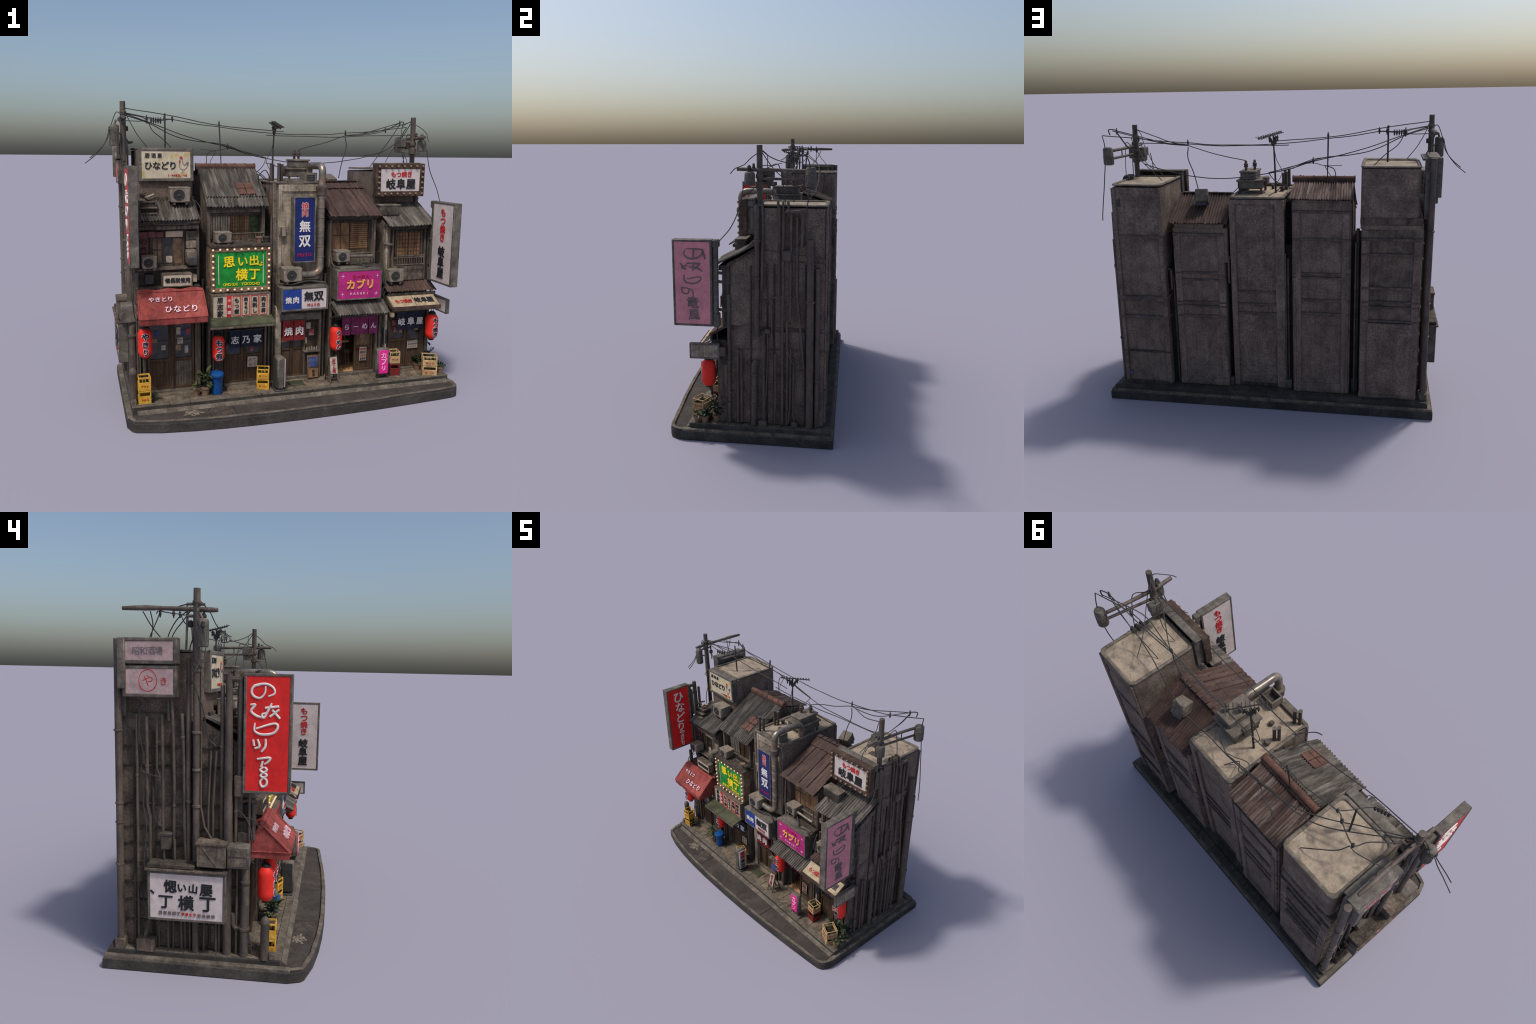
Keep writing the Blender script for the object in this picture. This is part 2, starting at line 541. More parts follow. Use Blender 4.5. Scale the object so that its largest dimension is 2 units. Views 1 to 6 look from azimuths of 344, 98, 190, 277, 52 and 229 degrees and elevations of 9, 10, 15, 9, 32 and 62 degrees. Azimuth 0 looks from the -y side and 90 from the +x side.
# ------------------------------------------------------------------ reusable props
def signboard(x0, x1, z0, z1, y, depth, frame=.012, face='face_white', body='sign_frame', name='signboard', proud=.005):
    """Box sign whose face looks to -y; returns the object and a writing surface centred on the panel."""
    mb = MB(body)
    mb.box((x0, y + proud, z0), (x1, y + depth, z1), .004)
    for lo, hi in (((x0, y, z1 - frame), (x1, y + .014, z1)), ((x0, y, z0), (x1, y + .014, z0 + frame)),
                   ((x0, y, z0), (x0 + frame, y + .014, z1)), ((x1 - frame, y, z0), (x1, y + .014, z1))):
        mb.box(lo, hi, .003)
    ob = emit(name, mb)
    emit('panel', MB(face).box((x0 + frame * .9, y + proud - .0025, z0 + frame * .9), (x1 - frame * .9, y + proud + .003, z1 - frame * .9), .0008), ob)
    return ob, plane(((x0 + x1) / 2, y + proud - .0025, (z0 + z1) / 2), X, Z, -Y)


def side_sign(x, y0, y1, z0, z1, thick, sgn, frame=.010, face='face_red', back=None, body='sign_frame', name='signboard'):
    """Box sign in the y-z plane; sgn is the x direction its face looks to."""
    mb = MB(body)
    xa, xb = x - sgn * thick, x
    mb.box((min(xa, xb) + .004, y0 + .002, z0 + .002), (max(xa, xb) - .004, y1 - .002, z1 - .002), .003)
    lo, hi = min(xa, xb), max(xa, xb)
    for a, b in (((y0, z1 - frame), (y1, z1)), ((y0, z0), (y1, z0 + frame)), ((y0, z0), (y0 + frame, z1)), ((y1 - frame, z0), (y1, z1))):
        mb.box((lo, a[0], a[1]), (hi, b[0], b[1]), .004)
    ob = emit(name, mb)
    cy, cz = (y0 + y1) / 2, (z0 + z1) / 2
    surfs = []
    for s, f in ((sgn, face), (-sgn, back)):
        if f is None:
            continue
        xp = (hi - .004) if s > 0 else (lo + .004)
        emit('panel', MB(f).box((xp - .002, y0 + frame * .9, z0 + frame * .9), (xp + .002, y1 - frame * .9, z1 - frame * .9), .0008), ob)
        surfs.append(plane((xp + s * .002, cy, cz), Y * s, Z, X * s))
    return ob, surfs


def bulbs(parent, pts, r, mat):
    mb = MB(mat).lathe((0, 0, 0), [(r * .55, 0), (r * .95, r * .35), (r, r * .8), (r * .75, r * 1.35), (r * .3, r * 1.65)], 8, axis=-Y)
    first = None
    for p in pts:
        p = warp(V(p))
        if first is None:
            me = bpy.data.meshes.new('light_bulb')
            me.from_pydata(mb.v, [], mb.f)
            me.materials.append(MATS[mat])
            me.polygons.foreach_set('use_smooth', [True] * len(mb.f))
            first = ob = bpy.data.objects.new('light_bulb', me)
        else:
            ob = first.copy()
        bpy.context.scene.collection.objects.link(ob)
        ob.parent = parent
        ob.location = p - CENTRE[parent.name]


def bulb_ring(x0, x1, z0, z1, y, nx, nz):
    pts = []
    for i in range(nx):
        u = x0 + (x1 - x0) * i / (nx - 1)
        pts += [(u, y, z0), (u, y, z1)]
    for i in range(1, nz - 1):
        w = z0 + (z1 - z0) * i / (nz - 1)
        pts += [(x0, y, w), (x1, y, w)]
    return pts


def air_conditioner(x0, x1, z0, z1, y, depth, fan=.40, feet=True, side_fan=False):
    mb = MB('unit_beige')
    mb.box((x0, y, z0), (x1, y + depth, z1), .005)
    h, w = z1 - z0, x1 - x0
    mb.box((x0 + w * .72, y - .0015, z0 + .006), (x1 - .004, y + .004, z1 - .006), .001)
    mb.box((x0 - .001, y - .001, z1 - .006), (x1 + .001, y + depth + .001, z1 + .001), .002)
    if feet:
        for fx in (.2, .8):
            mb.box((x0 + w * fx - .006, y + .004, z0 - .012), (x0 + w * fx + .006, y + depth, z0 + .002), .001, 'pipe_metal')
    ob = emit('air_conditioner', mb)
    cx, cz, r = x0 + w * fan, (z0 + z1) / 2, h * .385
    g = MB('unit_dark')
    g.lathe((cx, y + .001, cz), [(r, 0), (r, .002), (r * .93, .0035), (r * .86, .002), (r * .2, .002), (r * .2, .006), (r * .1, .007)], 22, axis=-Y)
    for rr in (.35, .52, .69):
        ring = [V((cx + math.cos(a) * r * rr, y - .0025, cz + math.sin(a) * r * rr)) for a in [2 * math.pi * i / 18 for i in range(19)]]
        g.tube(ring, .0007, 4, cap=False)
    for i in range(4):
        a = math.pi * i / 4 + .3
        d = V((math.cos(a), 0, math.sin(a))) * r * .88
        c = V((cx, y - .0025, cz))
        g.tube([c - d, c + d], .0008, 4)
    g.lathe((cx, y - .003, cz), [(r * .17, 0), (r * .15, .003), (r * .06, .004)], 10, 'unit_blade', axis=-Y)
    emit('fan_grille', g, ob)
    return ob


def paper_lantern(x, y, z0, z1, r, text, ang=0.0, chain=.03, ch=.036):
    prof, n = [], 26
    h = z1 - z0
    for i in range(n * 2 + 1):
        t = i / (n * 2)
        e = abs(t * 2 - 1)
        k = (1 - max(0, (e - .52) / .48) ** 2.2 * .48)
        prof.append((r * k - (.0011 if i % 2 else 0), z0 + h * t - z0))
    mb = MB('lantern_red').lathe((x, y, z0), prof, 28)
    ob = emit('paper_lantern', mb, smooth=60)
    cap = MB('lantern_black')
    cap.lathe((x, y, z1 - .002), [(r * .56, 0), (r * .56, .007), (r * .42, .012), (r * .30, .016)], 18)
    cap.lathe((x, y, z0 - .010), [(r * .36, 0), (r * .46, .003), (r * .46, .012)], 18)
    ring = [V((x + math.cos(a) * .008, y, z1 + .02 + math.sin(a) * .008)) for a in [2 * math.pi * i / 12 for i in range(13)]]
    cap.tube(ring, .0018, 5)
    cap.tube([(x, y, z1 + .026), (x, y, z1 + .026 + chain)], .0018, 5)
    emit('lantern_cap', cap, ob)
    n = len(text)
    t = MB()
    write(t, text, drum((x, y, (z0 + z1) / 2), r - .0004, ang), column(n, 0, h * .40, -h * .40, min(ch, h * .84 / n)), 'ink_black', bold=.05, depth=.0042,
          halo='ink_pinkwhite', halo_bold=.12)
    emit('lettering', t, ob)
    return ob


def noren(x0, x1, z0, z1, y, n, mat, text, tmat='ink_white', size=.03, skip=.0):
    """Split door curtain: n hanging cloth strips with folds, rod and loops."""
    w = (x1 - x0) / n
    mb = MB(mat)
    for k in range(n):
        a, b = x0 + w * k + .0012, x0 + w * (k + 1) - .0012
        nu, nv = 8, 8
        vs, fs = [], []
        dz = rng.uniform(-.004, .004)
        for lay in (0, 1):
            for j in range(nv + 1):
                for i in range(nu + 1):
                    u, v = i / nu, j / nv
                    yy = y + math.sin(u * 5 + k * 1.7) * .0022 * (1 - v) + noise.noise(V((u * 2 + k, v * 3, y * 9))) * .003 + lay * .002
                    zz = z0 + dz + (z1 - z0 - dz) * v - (.004 * math.sin(math.pi * u) if j == nv else 0)
                    vs.append(V((a + (b - a) * u + (.002 * (1 - v) * (1 if k % 2 else -1)), yy, zz)))
        W, H = nu + 1, (nu + 1) * (nv + 1)
        for j in range(nv):
            for i in range(nu):
                q = [j * W + i, j * W + i + 1, (j + 1) * W + i + 1, (j + 1) * W + i]
                fs += [q, [x + H for x in q[::-1]]]
        for i in range(nu):
            fs += [[i + H, i + 1 + H, i + 1, i], [nv * W + i, nv * W + i + 1, nv * W + i + 1 + H, nv * W + i + H]]
        for j in range(nv):
            fs += [[j * W, (j + 1) * W, (j + 1) * W + H, j * W + H], [j * W + nu + H, (j + 1) * W + nu + H, (j + 1) * W + nu, j * W + nu]]
        mb.add(vs, fs)
    mb.tube([(x0 - .012, y + .001, z1 - .002), (x1 + .012, y + .001, z1 - .002)], .003, 6, 'timber_dark')
    ob = emit('door_curtain', mb)
    m = len(text)
    t = MB()
    write(t, text, plane(((x0 + x1) / 2, y - .003, (z0 + z1) / 2), X, Z, -Y), row(m, x0 - (x0 + x1) / 2, x1 - (x0 + x1) / 2, -.004, size), tmat, bold=.025, depth=.004)
    emit('lettering', t, ob)
    return ob


def sliding_door(parent, x0, x1, z0, z1, y, split=.45, lower='timber_brown', glass='glass_dark', posters=0, bars=1):
    fr = MB('timber_dark')
    w = x1 - x0
    st = min(.013, w * .12)
    zm = z0 + (z1 - z0) * split
    for lo, hi in (((x0, z0), (x0 + st, z1)), ((x1 - st, z0), (x1, z1)), ((x0, z1 - st), (x1, z1)), ((x0, z0), (x1, z0 + st * 1.4)), ((x0, zm - st * .6), (x1, zm + st * .6))):
        fr.box((lo[0], y - .006, lo[1]), (hi[0], y + .008, hi[1]), .002, 'timber_brown')
    fr.box((x0 + st * .8, y, z0 + st), (x1 - st * .8, y + .006, zm), .001, lower)
    nb = max(3, int(w / .018))
    for i in range(1, nb):
        xx = x0 + st + (w - 2 * st) * i / nb
        fr.box((xx - .0008, y - .0008, z0 + st * 1.4), (xx + .0008, y + .003, zm - st * .6), .0003, 'timber_dark')
    fr.box((x0 + st * .8, y + .002, zm), (x1 - st * .8, y + .007, z1 - st * .8), .0005, glass)
    for i in range(1, bars + 1):
        zz = zm + (z1 - zm) * i / (bars + 1)
        fr.box((x0 + st, y - .0015, zz - .0015), (x1 - st, y + .004, zz + .0015), .0005, 'timber_brown')
    for i in range(posters):
        pw, ph = rng.uniform(.018, .03), rng.uniform(.022, .04)
        px = rng.uniform(x0 + st, max(x0 + st + .001, x1 - st - pw))
        pz = rng.uniform(zm + st, max(zm + st + .001, z1 - st - ph))
        fr.obox((px + pw / 2, y - .0005 - i * .0006, pz + ph / 2), (pw, .002, ph), (0, rng.uniform(-.06, .06), 0), .0003,
                rng.choice(['poster_cream', 'poster_blue', 'poster_tan', 'poster_red', 'poster_tan']))
    return emit('sliding_door', fr, parent)


def window(parent, x0, x1, z0, z1, y, panes, frame=.010, mats=None):
    mb = MB('timber_dark')
    for lo, hi in (((x0 - frame, z0 - frame), (x0, z1 + frame)), ((x1, z0 - frame), (x1 + frame, z1 + frame)),
                   ((x0 - frame, z1), (x1 + frame, z1 + frame)), ((x0 - frame, z0 - frame), (x1 + frame, z0))):
        mb.box((lo[0], y - .014, lo[1]), (hi[0], y + .01, hi[1]), .002)
    n = len(panes)
    for i, (mat, style) in enumerate(panes):
        a, b = x0 + (x1 - x0) * i / n, x0 + (x1 - x0) * (i + 1) / n
        mb.box((a, y - .002, z0), (b, y + .004, z1), .0005, mat)
        mb.box((a - .003, y - .008, z0), (a + .003, y + .003, z1), .001)
        if style == 'lattice':
            for k in range(1, 4):
                xx = a + (b - a) * k / 4
                mb.box((xx - .0009, y - .0045, z0), (xx + .0009, y, z1), .0003, 'timber_brown')
            for k in range(1, 6):
                zz = z0 + (z1 - z0) * k / 6
                mb.box((a, y - .004, zz - .0008), (b, y, zz + .0008), .0003, 'timber_brown')
        elif style == 'plank':
            for k in range(4):
                xx = a + (b - a) * k / 4
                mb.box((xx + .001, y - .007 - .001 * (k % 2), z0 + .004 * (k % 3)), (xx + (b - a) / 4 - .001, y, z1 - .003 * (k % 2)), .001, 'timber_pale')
        elif style == 'blind':
            for k in range(12):
                zz = z0 + (z1 - z0) * (.1 + .9 * k / 12)
                mb.tube([(a + .003, y - .005, zz), (b - .003, y - .005, zz)], (z1 - z0) / 30, 5, mat)
        elif style == 'cross':
            xx, zz = (a + b) / 2, z0 + (z1 - z0) * .55
            mb.box((xx - .002, y - .005, z0), (xx + .002, y, z1), .0005)
            mb.box((a, y - .005, zz - .002), (b, y, zz + .002), .0005)
    mb.box((x0 - frame - .006, y - .026, z0 - frame - .008), (x1 + frame + .006, y + .01, z0 - frame + .001), .002, 'timber_grey')
    return emit('window', mb, parent)


def railing(parent, x0, x1, z0, z1, y, n, mat='timber_grey'):
    mb = MB(mat)
    mb.box((x0, y - .004, z1 - .006), (x1, y + .004, z1), .001)
    mb.box((x0, y - .004, z0), (x1, y + .004, z0 + .006), .001)
    for i in range(n + 1):
        xx = x0 + (x1 - x0) * i / n
        mb.tube([(xx, y, z0), (xx + rng.uniform(-.001, .001), y, z1 - .002)], .0022, 5)
    return emit('railing', mb, parent)


def crate(cx, cy, z0, w, d, h, mat, rot=0.0, text='アサヒ', levels=2, mats=None, label='face_paper'):
    M = Matrix.Translation((cx, cy, z0)) @ Matrix.Rotation(rot, 4, 'Z')
    mb, t = MB(), MB()
    lh = h / levels
    for k in range(levels):
        m = (mats or [mat] * levels)[k]
        b = lh * k
        p = w * .10
        for sx in (-1, 1):
            for sy in (-1, 1):
                mb.box((sx * w / 2 - p * (sx > 0), sy * d / 2 - p * (sy > 0), b), (sx * w / 2 + p * (sx < 0), sy * d / 2 + p * (sy < 0), b + lh - .001), .0012, m, M)
        for f0, f1 in ((.0, .12), (.86, 1.0)):
            z_0, z_1 = b + lh * f0 + .0006, b + lh * f1 - .0014
            for s in (-1, 1):
                mb.box((-w / 2 + .0005, s * d / 2 - .004 * (s > 0) - .0005 * s, z_0), (w / 2 - .0005, s * d / 2 + .004 * (s < 0) - .0005 * s, z_1), .001, m, M)
                mb.box((s * w / 2 - .004 * (s > 0) - .0005 * s, -d / 2 + .0005, z_0), (s * w / 2 + .004 * (s < 0) - .0005 * s, d / 2 - .0005, z_1), .001, m, M)
        for s in (-1, 1):
            mb.box((-w / 2 + .003, s * d / 2 - .004 * (s > 0), b + lh * .10), (w / 2 - .003, s * d / 2 + .004 * (s < 0), b + lh * .62), .001, m, M)
            mb.box((s * w / 2 - .004 * (s > 0), -d / 2 + .003, b + lh * .10), (s * w / 2 + .004 * (s < 0), d / 2 - .003, b + lh * .58), .001, m, M)
        mb.box((-w / 2 + .005, -d / 2 + .005, b + .002), (w / 2 - .005, d / 2 - .005, b + lh * (.35 if k == levels - 1 else .30)), .001, 'soil', M)
        if k == levels - 1:
            for ix in (-1, 0, 1):
                for iy in (-1, 0, 1):
                    c = M @ V((ix * w * .27, iy * d * .27, b + lh * .3))
                    if (ix + iy) % 2 == 0:
                        mb.lathe(c, [(.0055, 0), (.0055, lh * .28), (.0025, lh * .40), (.0025, lh * .5)], 8, 'leaf_dark')
        for s, R, U in ((-1, V((1, 0, 0)), 0),):
            o = M @ V((0, -d / 2 - .0006, b + lh * .34))
            R2 = (M.to_3x3() @ V((1, 0, 0)))
            N2 = (M.to_3x3() @ V((0, -1, 0)))
            write(t, text, plane(o, R2, Z, N2), row(len(text), -w * .32, w * .32, 0, w * .2), 'ink_red', depth=.001)
            o = M @ V((w / 2 + .0006, 0, b + lh * .34))
            write(t, text, plane(o, M.to_3x3() @ V((0, 1, 0)), Z, M.to_3x3() @ V((1, 0, 0))), row(len(text), -d * .32, d * .32, 0, d * .2), 'ink_red', depth=.001)
    ob = emit('bottle_crate', mb)
    emit('lettering', t, ob)
    return ob


LEAF = {}


def leaf_mesh(mat, broad=.5):
    key = (mat, broad)
    if key not in LEAF:
        vs, fs = [], []
        n = 5
        for j in range(n + 1):
            t = j / n
            w = broad * math.sin(math.pi * min(1, t * .92 + .06)) ** .8 * .5
            for s in (-1, 0, 1):
                vs.append(V((s * w, t, -.35 * t * t + .10 * abs(s) * w * 2)))
        for j in range(n):
            for i in (0, 1):
                a = j * 3 + i
                fs.append([a, a + 1, a + 4, a + 3])
        k = len(vs)
        vs += [v - V((0, 0, .04)) for v in vs]
        fs += [[x + k for x in f[::-1]] for f in fs]
        me = bpy.data.meshes.new('leaf')
        me.from_pydata(vs, [], fs)
        me.materials.append(MATS[mat])
        me.polygons.foreach_set('use_smooth', [True] * len(fs))
        LEAF[key] = me
    return LEAF[key]


def potted_plant(x, y, z, r, h, plant_h, n, mat='leaf_green', leaf=.026, spread=.035, broad=.55, pot='pot_clay'):
    mb = MB(pot)
    mb.lathe((x, y, z), [(r * .72, 0), (r * .95, h * .82), (r * 1.08, h * .82), (r * 1.08, h), (r * .9, h)], 16)
    mb.lathe((x, y, z + h * .7), [(r * .88, 0), (r * .5, h * .16), (.001, h * .18)], 12, 'soil')
    stems = []
    for i in range(4):
        a = i * 1.7 + x * 30
        tip = V((x + math.cos(a) * spread * .4, y + math.sin(a) * spread * .4, z + h + plant_h * (.5 + .12 * i)))
        stems.append((V((x, y, z + h * .8)), tip))
        mb.tube([stems[-1][0], stems[-1][0].lerp(tip, .5) + V((0, 0, .004)), tip], .0016, 5, 'leaf_dark')
    ob = emit('potted_plant', mb)
    me = leaf_mesh(mat, broad)
    for i in range(int(n * 1.3)):
        a = i * 2.399 + x * 11
        t = rng.random()
        s0, s1 = stems[i % 4]
        p = s0.lerp(s1, .25 + .75 * t)
        up = rng.uniform(-.1, 1.0) if t < .8 else rng.uniform(.5, 1.3)
        o = bpy.data.objects.new('leaf', me)
        bpy.context.scene.collection.objects.link(o)
        o.parent = ob
        q = p + V((math.cos(a), math.sin(a), 0)) * spread * rng.uniform(.05, .45)
        o.location = q - CENTRE[ob.name]
        o.rotation_euler = (up, rng.uniform(-.4, .4), a - math.pi / 2)
        s = leaf * rng.uniform(.6, 1.1)
        o.scale = (s, s, s)
    return ob


def arc(p, q, sag, n=14, side=V()):
    p, q = V(p), V(q)
    return [p.lerp(q, i / n) - Z * sag * 4 * (i / n) * (1 - i / n) + side * 4 * (i / n) * (1 - i / n) for i in range(n + 1)]


def spline(pts, n=6):
    P = [V(p) for p in pts]
    P = [P[0] * 2 - P[1]] + P + [P[-1] * 2 - P[-2]]
    out = []
    for i in range(1, len(P) - 2):
        for k in range(n):
            t = k / n
            a, b, c, d = P[i - 1:i + 3]
            out.append(.5 * ((2 * b) + (c - a) * t + (2 * a - 5 * b + 4 * c - d) * t * t + (3 * b - a - 3 * c + d) * t ** 3))
    out.append(P[-2])
    return out


def cable(pts, r=.0025, smooth=True, name='cable'):
    return emit(name, MB('cable_black').tube(spline(pts) if smooth and len(pts) > 2 else pts, r, 6))


def rounded(x0, x1, y0, y1, r, n=4):
    pts = []
    for cx, cy, a0 in ((x1 - r, y0 + r, -90), (x1 - r, y1 - r, 0), (x0 + r, y1 - r, 90), (x0 + r, y0 + r, 180)):
        for i in range(n + 1):
            a = math.radians(a0 + 90 * i / n)
            pts.append((cx + r * math.cos(a), cy + r * math.sin(a)))
    return pts


def roof_deck(parent, x0, x1, y0, y1, z, r=.02, rim=.016, high=.009):
    """Flat roof: raised rounded parapet rim around a sandy deck."""
    o, i = rounded(x0, x1, y0, y1, r), rounded(x0 + rim, x1 - rim, y0 + rim, y1 - rim, max(.004, r - rim * .5))
    k = len(o)
    P = lambda pts, zz, g=0: [V((p[0], p[1], zz)) for p in pts]
    im = [((a[0] * .75 + b[0] * .25), (a[1] * .75 + b[1] * .25)) for a, b in zip(o, i)]
    ik = [((a[0] * .25 + b[0] * .75), (a[1] * .25 + b[1] * .75)) for a, b in zip(o, i)]
    vs = P(o, z - high) + P(o, z - .003) + P(im, z) + P(ik, z) + P(i, z - .003) + P(i, z - high)
    fs = []
    for l in range(5):
        for a in range(k):
            b = (a + 1) % k
            fs.append([l * k + a, l * k + b, (l + 1) * k + b, (l + 1) * k + a])
    mb = MB('parapet').add(vs, fs)
    mb.add(P(i, z - high + .001), [list(range(k))], 'roof_sand')
    return emit('flat_roof', mb, parent)


def pipe_run(parent, runs, name='pipe', mat='pipe_metal'):
    """runs: list of (points, radius, collar heights)."""
    for pts, r, collars in runs:
        mb = MB(mat).tube(pts, r, 10)
        for cz in collars:
            a = V(pts[0])
            for p, q in zip(pts, pts[1:]):
                p, q = V(p), V(q)
                if min(p.z, q.z) <= cz <= max(p.z, q.z) and abs(p.z - q.z) > 1e-4:
                    a = p.lerp(q, (cz - p.z) / (q.z - p.z))
            mb.lathe((a.x, a.y, cz - .006), [(r * 1.05, 0), (r * 1.28, .001), (r * 1.28, .010), (r * 1.05, .012)], 10)
        emit(name, mb, parent)



# ------------------------------------------------------------------ street base
FRONT = [(-.853, -.325), (-.832, -.378), (-.815, -.393), (-.70, -.424), (-.55, -.444), (-.40, -.455), (-.25, -.460), (0, -.460), (.20, -.455),
         (.40, -.446), (.62, -.430), (.80, -.414), (.885, -.404), (.914, -.390), (.931, -.365), (.940, -.325)]
outline = FRONT + [(.940, .455), (-.853, .455)]
base = emit('street_base', MB('base_stone').slab(outline, 0, .045, .004))


def inset(pts, d):
    P = [V((x, y, 0)) for x, y in pts]
    res = []
    for i, p in enumerate(P):
        a, b = P[max(i - 1, 0)], P[min(i + 1, len(P) - 1)]
        t = (b - a).normalized()
        res.append(p + V((-t.y, t.x, 0)) * d)
    return res


# worn kerb band along the curved front edge, higher than the road
kerb = MB('kerb_stone')
dense = [V((p.x, p.y, 0)) for p in spline([V((x, y, 0)) for x, y in FRONT], 5)]
outer = inset([(p.x, p.y) for p in dense], .003)
inner = inset([(p.x, p.y) for p in dense], .026)
vs, fs = [], []
for i, (a, b) in enumerate(zip(outer, inner)):
    j = noise.noise(V((i * .35, 0, 4))) * .007
    h = noise.noise(V((i * .5, 3, 1))) * .002
    b = b.lerp(a, -j / .03)
    vs += [a + Z * .040, a + Z * (.0545 + h), a.lerp(b, .75) + Z * (.0565 + h), b + Z * .044]
k = len(outer)
for i in range(k - 1):
    for q in range(3):
        fs.append([i * 4 + q, i * 4 + q + 4, i * 4 + q + 5, i * 4 + q + 1])
fs = [f[::-1] for f in fs]
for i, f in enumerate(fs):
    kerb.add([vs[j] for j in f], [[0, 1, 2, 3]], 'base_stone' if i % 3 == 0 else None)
for s, x0, x1 in ((-1, -.850, -.822), (1, .912, .937)):
    kerb.box((x0, -.335, .04), (x1, .452, .0580), .005)
kerb.box((-.850, .436, .04), (.937, .4525, .0575), .005)
emit('kerb', kerb, base)

road = MB('asphalt')


def front_y(x):
    for (xa, ya), (xb, yb) in zip(FRONT, FRONT[1:]):
        if xa <= x <= xb:
            return ya + (yb - ya) * (x - xa) / (xb - xa)
    return -.33


for x0, x1 in ((-.822, -.458), (-.455, -.332), (-.329, .352), (.355, .908)):
    n = 12
    top = [(x0 + (x1 - x0) * i / n) for i in range(n + 1)]
    out = [(x, front_y(x) + .026) for x in top] + [(x1, -.289), (x0, -.289)]
    road.slab(out, .040, .0500, .001)
emit('road', road, base)
mh = MB('manhole_iron')
mh.lathe((-.398, -.370, .0472), [(.056, 0), (.056, .004), (.052, .006), (.046, .006), (.045, .0035), (.043, .0035), (.043, .0045), (.0005, .0048)], 30)
for i in range(-4, 5):
    for j in range(-4, 5):
        if i * i + j * j < 15 and (i + j) % 2 == 0:
            mh.obox((-.398 + i * .0088, -.370 + j * .0088, .0522), (.007, .003, .0016), (0, 0, .8 if i % 2 else -.8), .0004)
emit('manhole_cover', mh, base)
pm = MB('paint_white_worn')
for i in range(16):
    a, rr = i * 2.4, .008 + .0022 * i
    pm.obox((-.535 + math.cos(a) * rr * 1.2, -.352 + math.sin(a) * rr * .75, .0502), (rng.uniform(.012, .03), rng.uniform(.006, .013), .0012), (0, 0, rng.uniform(-.5, .5)), .0004)
emit('road_marking', pm, base, kind='stuff')

# raised pavement: body, front kerb stones and paving flags
pave = MB('base_stone')
pave.slab([(-.826, -.286), (.918, -.286), (.918, .440), (-.826, .440)], .045, .079, .004)
pv = emit('pavement', pave, base)
st = MB('kerb_stone')
x = -.826
while x < .915:
    w = min(rng.uniform(.10, .19), .918 - x)
    zt = .0842 + rng.uniform(-.0012, .0012)
    st.box((x + .0008, -.2955, .042), (x + w - .0008, -.262, zt - .003), .003, 'base_stone')
    st.box((x + .0008, -.2965, zt - .006), (x + w - .0008, -.262, zt), .003)
    x += w
emit('kerb_stone', st, base, kind='stuff')
gut = MB('kerb_stone')
x = -.80
while x < .90:
    w = min(rng.uniform(.16, .30), .908 - x)
    gut.prism([(-.288, .048), (-.288, .066), (-.298, .0645), (-.318 + rng.uniform(-.004, .004), .0505), (-.318, .048)], x + .0006, x + w - .0006)
    x += w
emit('gutter', gut, base)
fl = MB('paving')
for ya, yb in ((-.2605, -.205), (-.204, -.15), (-.149, -.09)):
    x = -.82
    while x < .905:
        w = min(rng.uniform(.07, .13), .912 - x)
        fl.box((x + .0008, ya, .06), (x + w - .0008, yb, .0815 + rng.uniform(-.0012, .0012)), .002)
        x += w
x = -.82
while x < .905:
    w = min(rng.uniform(.08, .14), .912 - x)
    fl.box((x + .001, .395, .06), (x + w - .001, .438, .0860 + rng.uniform(-.001, .001)), .002, 'base_stone')
    x += w
for ya in [-.09 + .0693 * i for i in range(7)]:
    for x0, x1 in ((-.822, -.78), (.87, .914)):
        fl.box((x0, ya, .06), (x1, ya + .0685, .0815 + rng.uniform(-.001, .001)), .002, 'kerb_stone')
emit('paving_flag', fl, base, kind='stuff')


# ------------------------------------------------------------------ buildings
def rear_panels(mb, x0, x1, y, beams, posts, ztop, mat='timber_grey'):
    """Rear elevation: flat boards laid over the plaster as posts and cross beams."""
    for z0, z1 in beams:
        mb.box((x0 - .002, y - .004, z0), (x1 + .002, y + .010, z1), .003, 'rear_band' if z1 - z0 < .02 else mat)
    for a, b in posts:
        mb.box((a, y - .004, .08), (b, y + .008, ztop), .003, 'rear_post')


def rails(mb, x, y0, y1, zs, sgn, mat='timber_dark', h=.012):
    for z in zs:
        mb.box((x - .004, y0, z - h / 2), (x + .004, y1, z + h / 2), .0015, mat)


# ---- first shop (far left): flat-topped tower behind a lean-to, red gabled awning
b = MB('wall_dark')
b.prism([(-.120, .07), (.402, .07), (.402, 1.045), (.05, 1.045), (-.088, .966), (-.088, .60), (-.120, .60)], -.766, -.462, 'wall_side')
b.box((-.735, .39, .11), (-.500, .420, .515), .004, 'wall_dark')
b.slab(rounded(-.745, -.455, .045, .402, .024), 1.03, 1.314, .002)
b.slab(rounded(-.764, -.454, .09, .409, .02), 1.040, 1.072, .006, 'timber_grey')
b.slab(rounded(-.764, -.456, .09, .406, .02), 1.012, 1.036, .004, 'wall_dark')
rear_panels(b, -.762, -.464, .402, [(.952, .968), (.876, .888), (.697, .710), (.622, .634), (.596, .606), (.518, .530), (.082, .115)], [(-.764, -.722), (-.506, -.464)], .955, 'wall_dark')
for x in (-.772, -.466):
    b.box((x - .009, -.148, .08), (x + .009, -.10, .60), .003, 'timber_grey')
b.box((-.486, -.145, .08), (-.474, -.10, .60), .002, 'timber_grey')
b.box((-.755, -.142, .08), (-.735, -.10, .60), .002, 'timber_dark')
b.box((-.78, -.148, .455), (-.458, -.10, .478), .003, 'timber_dark')
b.box((-.722, -.155, .07), (-.484, -.10, .098), .002, 'kerb_stone')
b.box((-.73, -.185, .07), (-.475, -.10, .089), .002, 'paving')
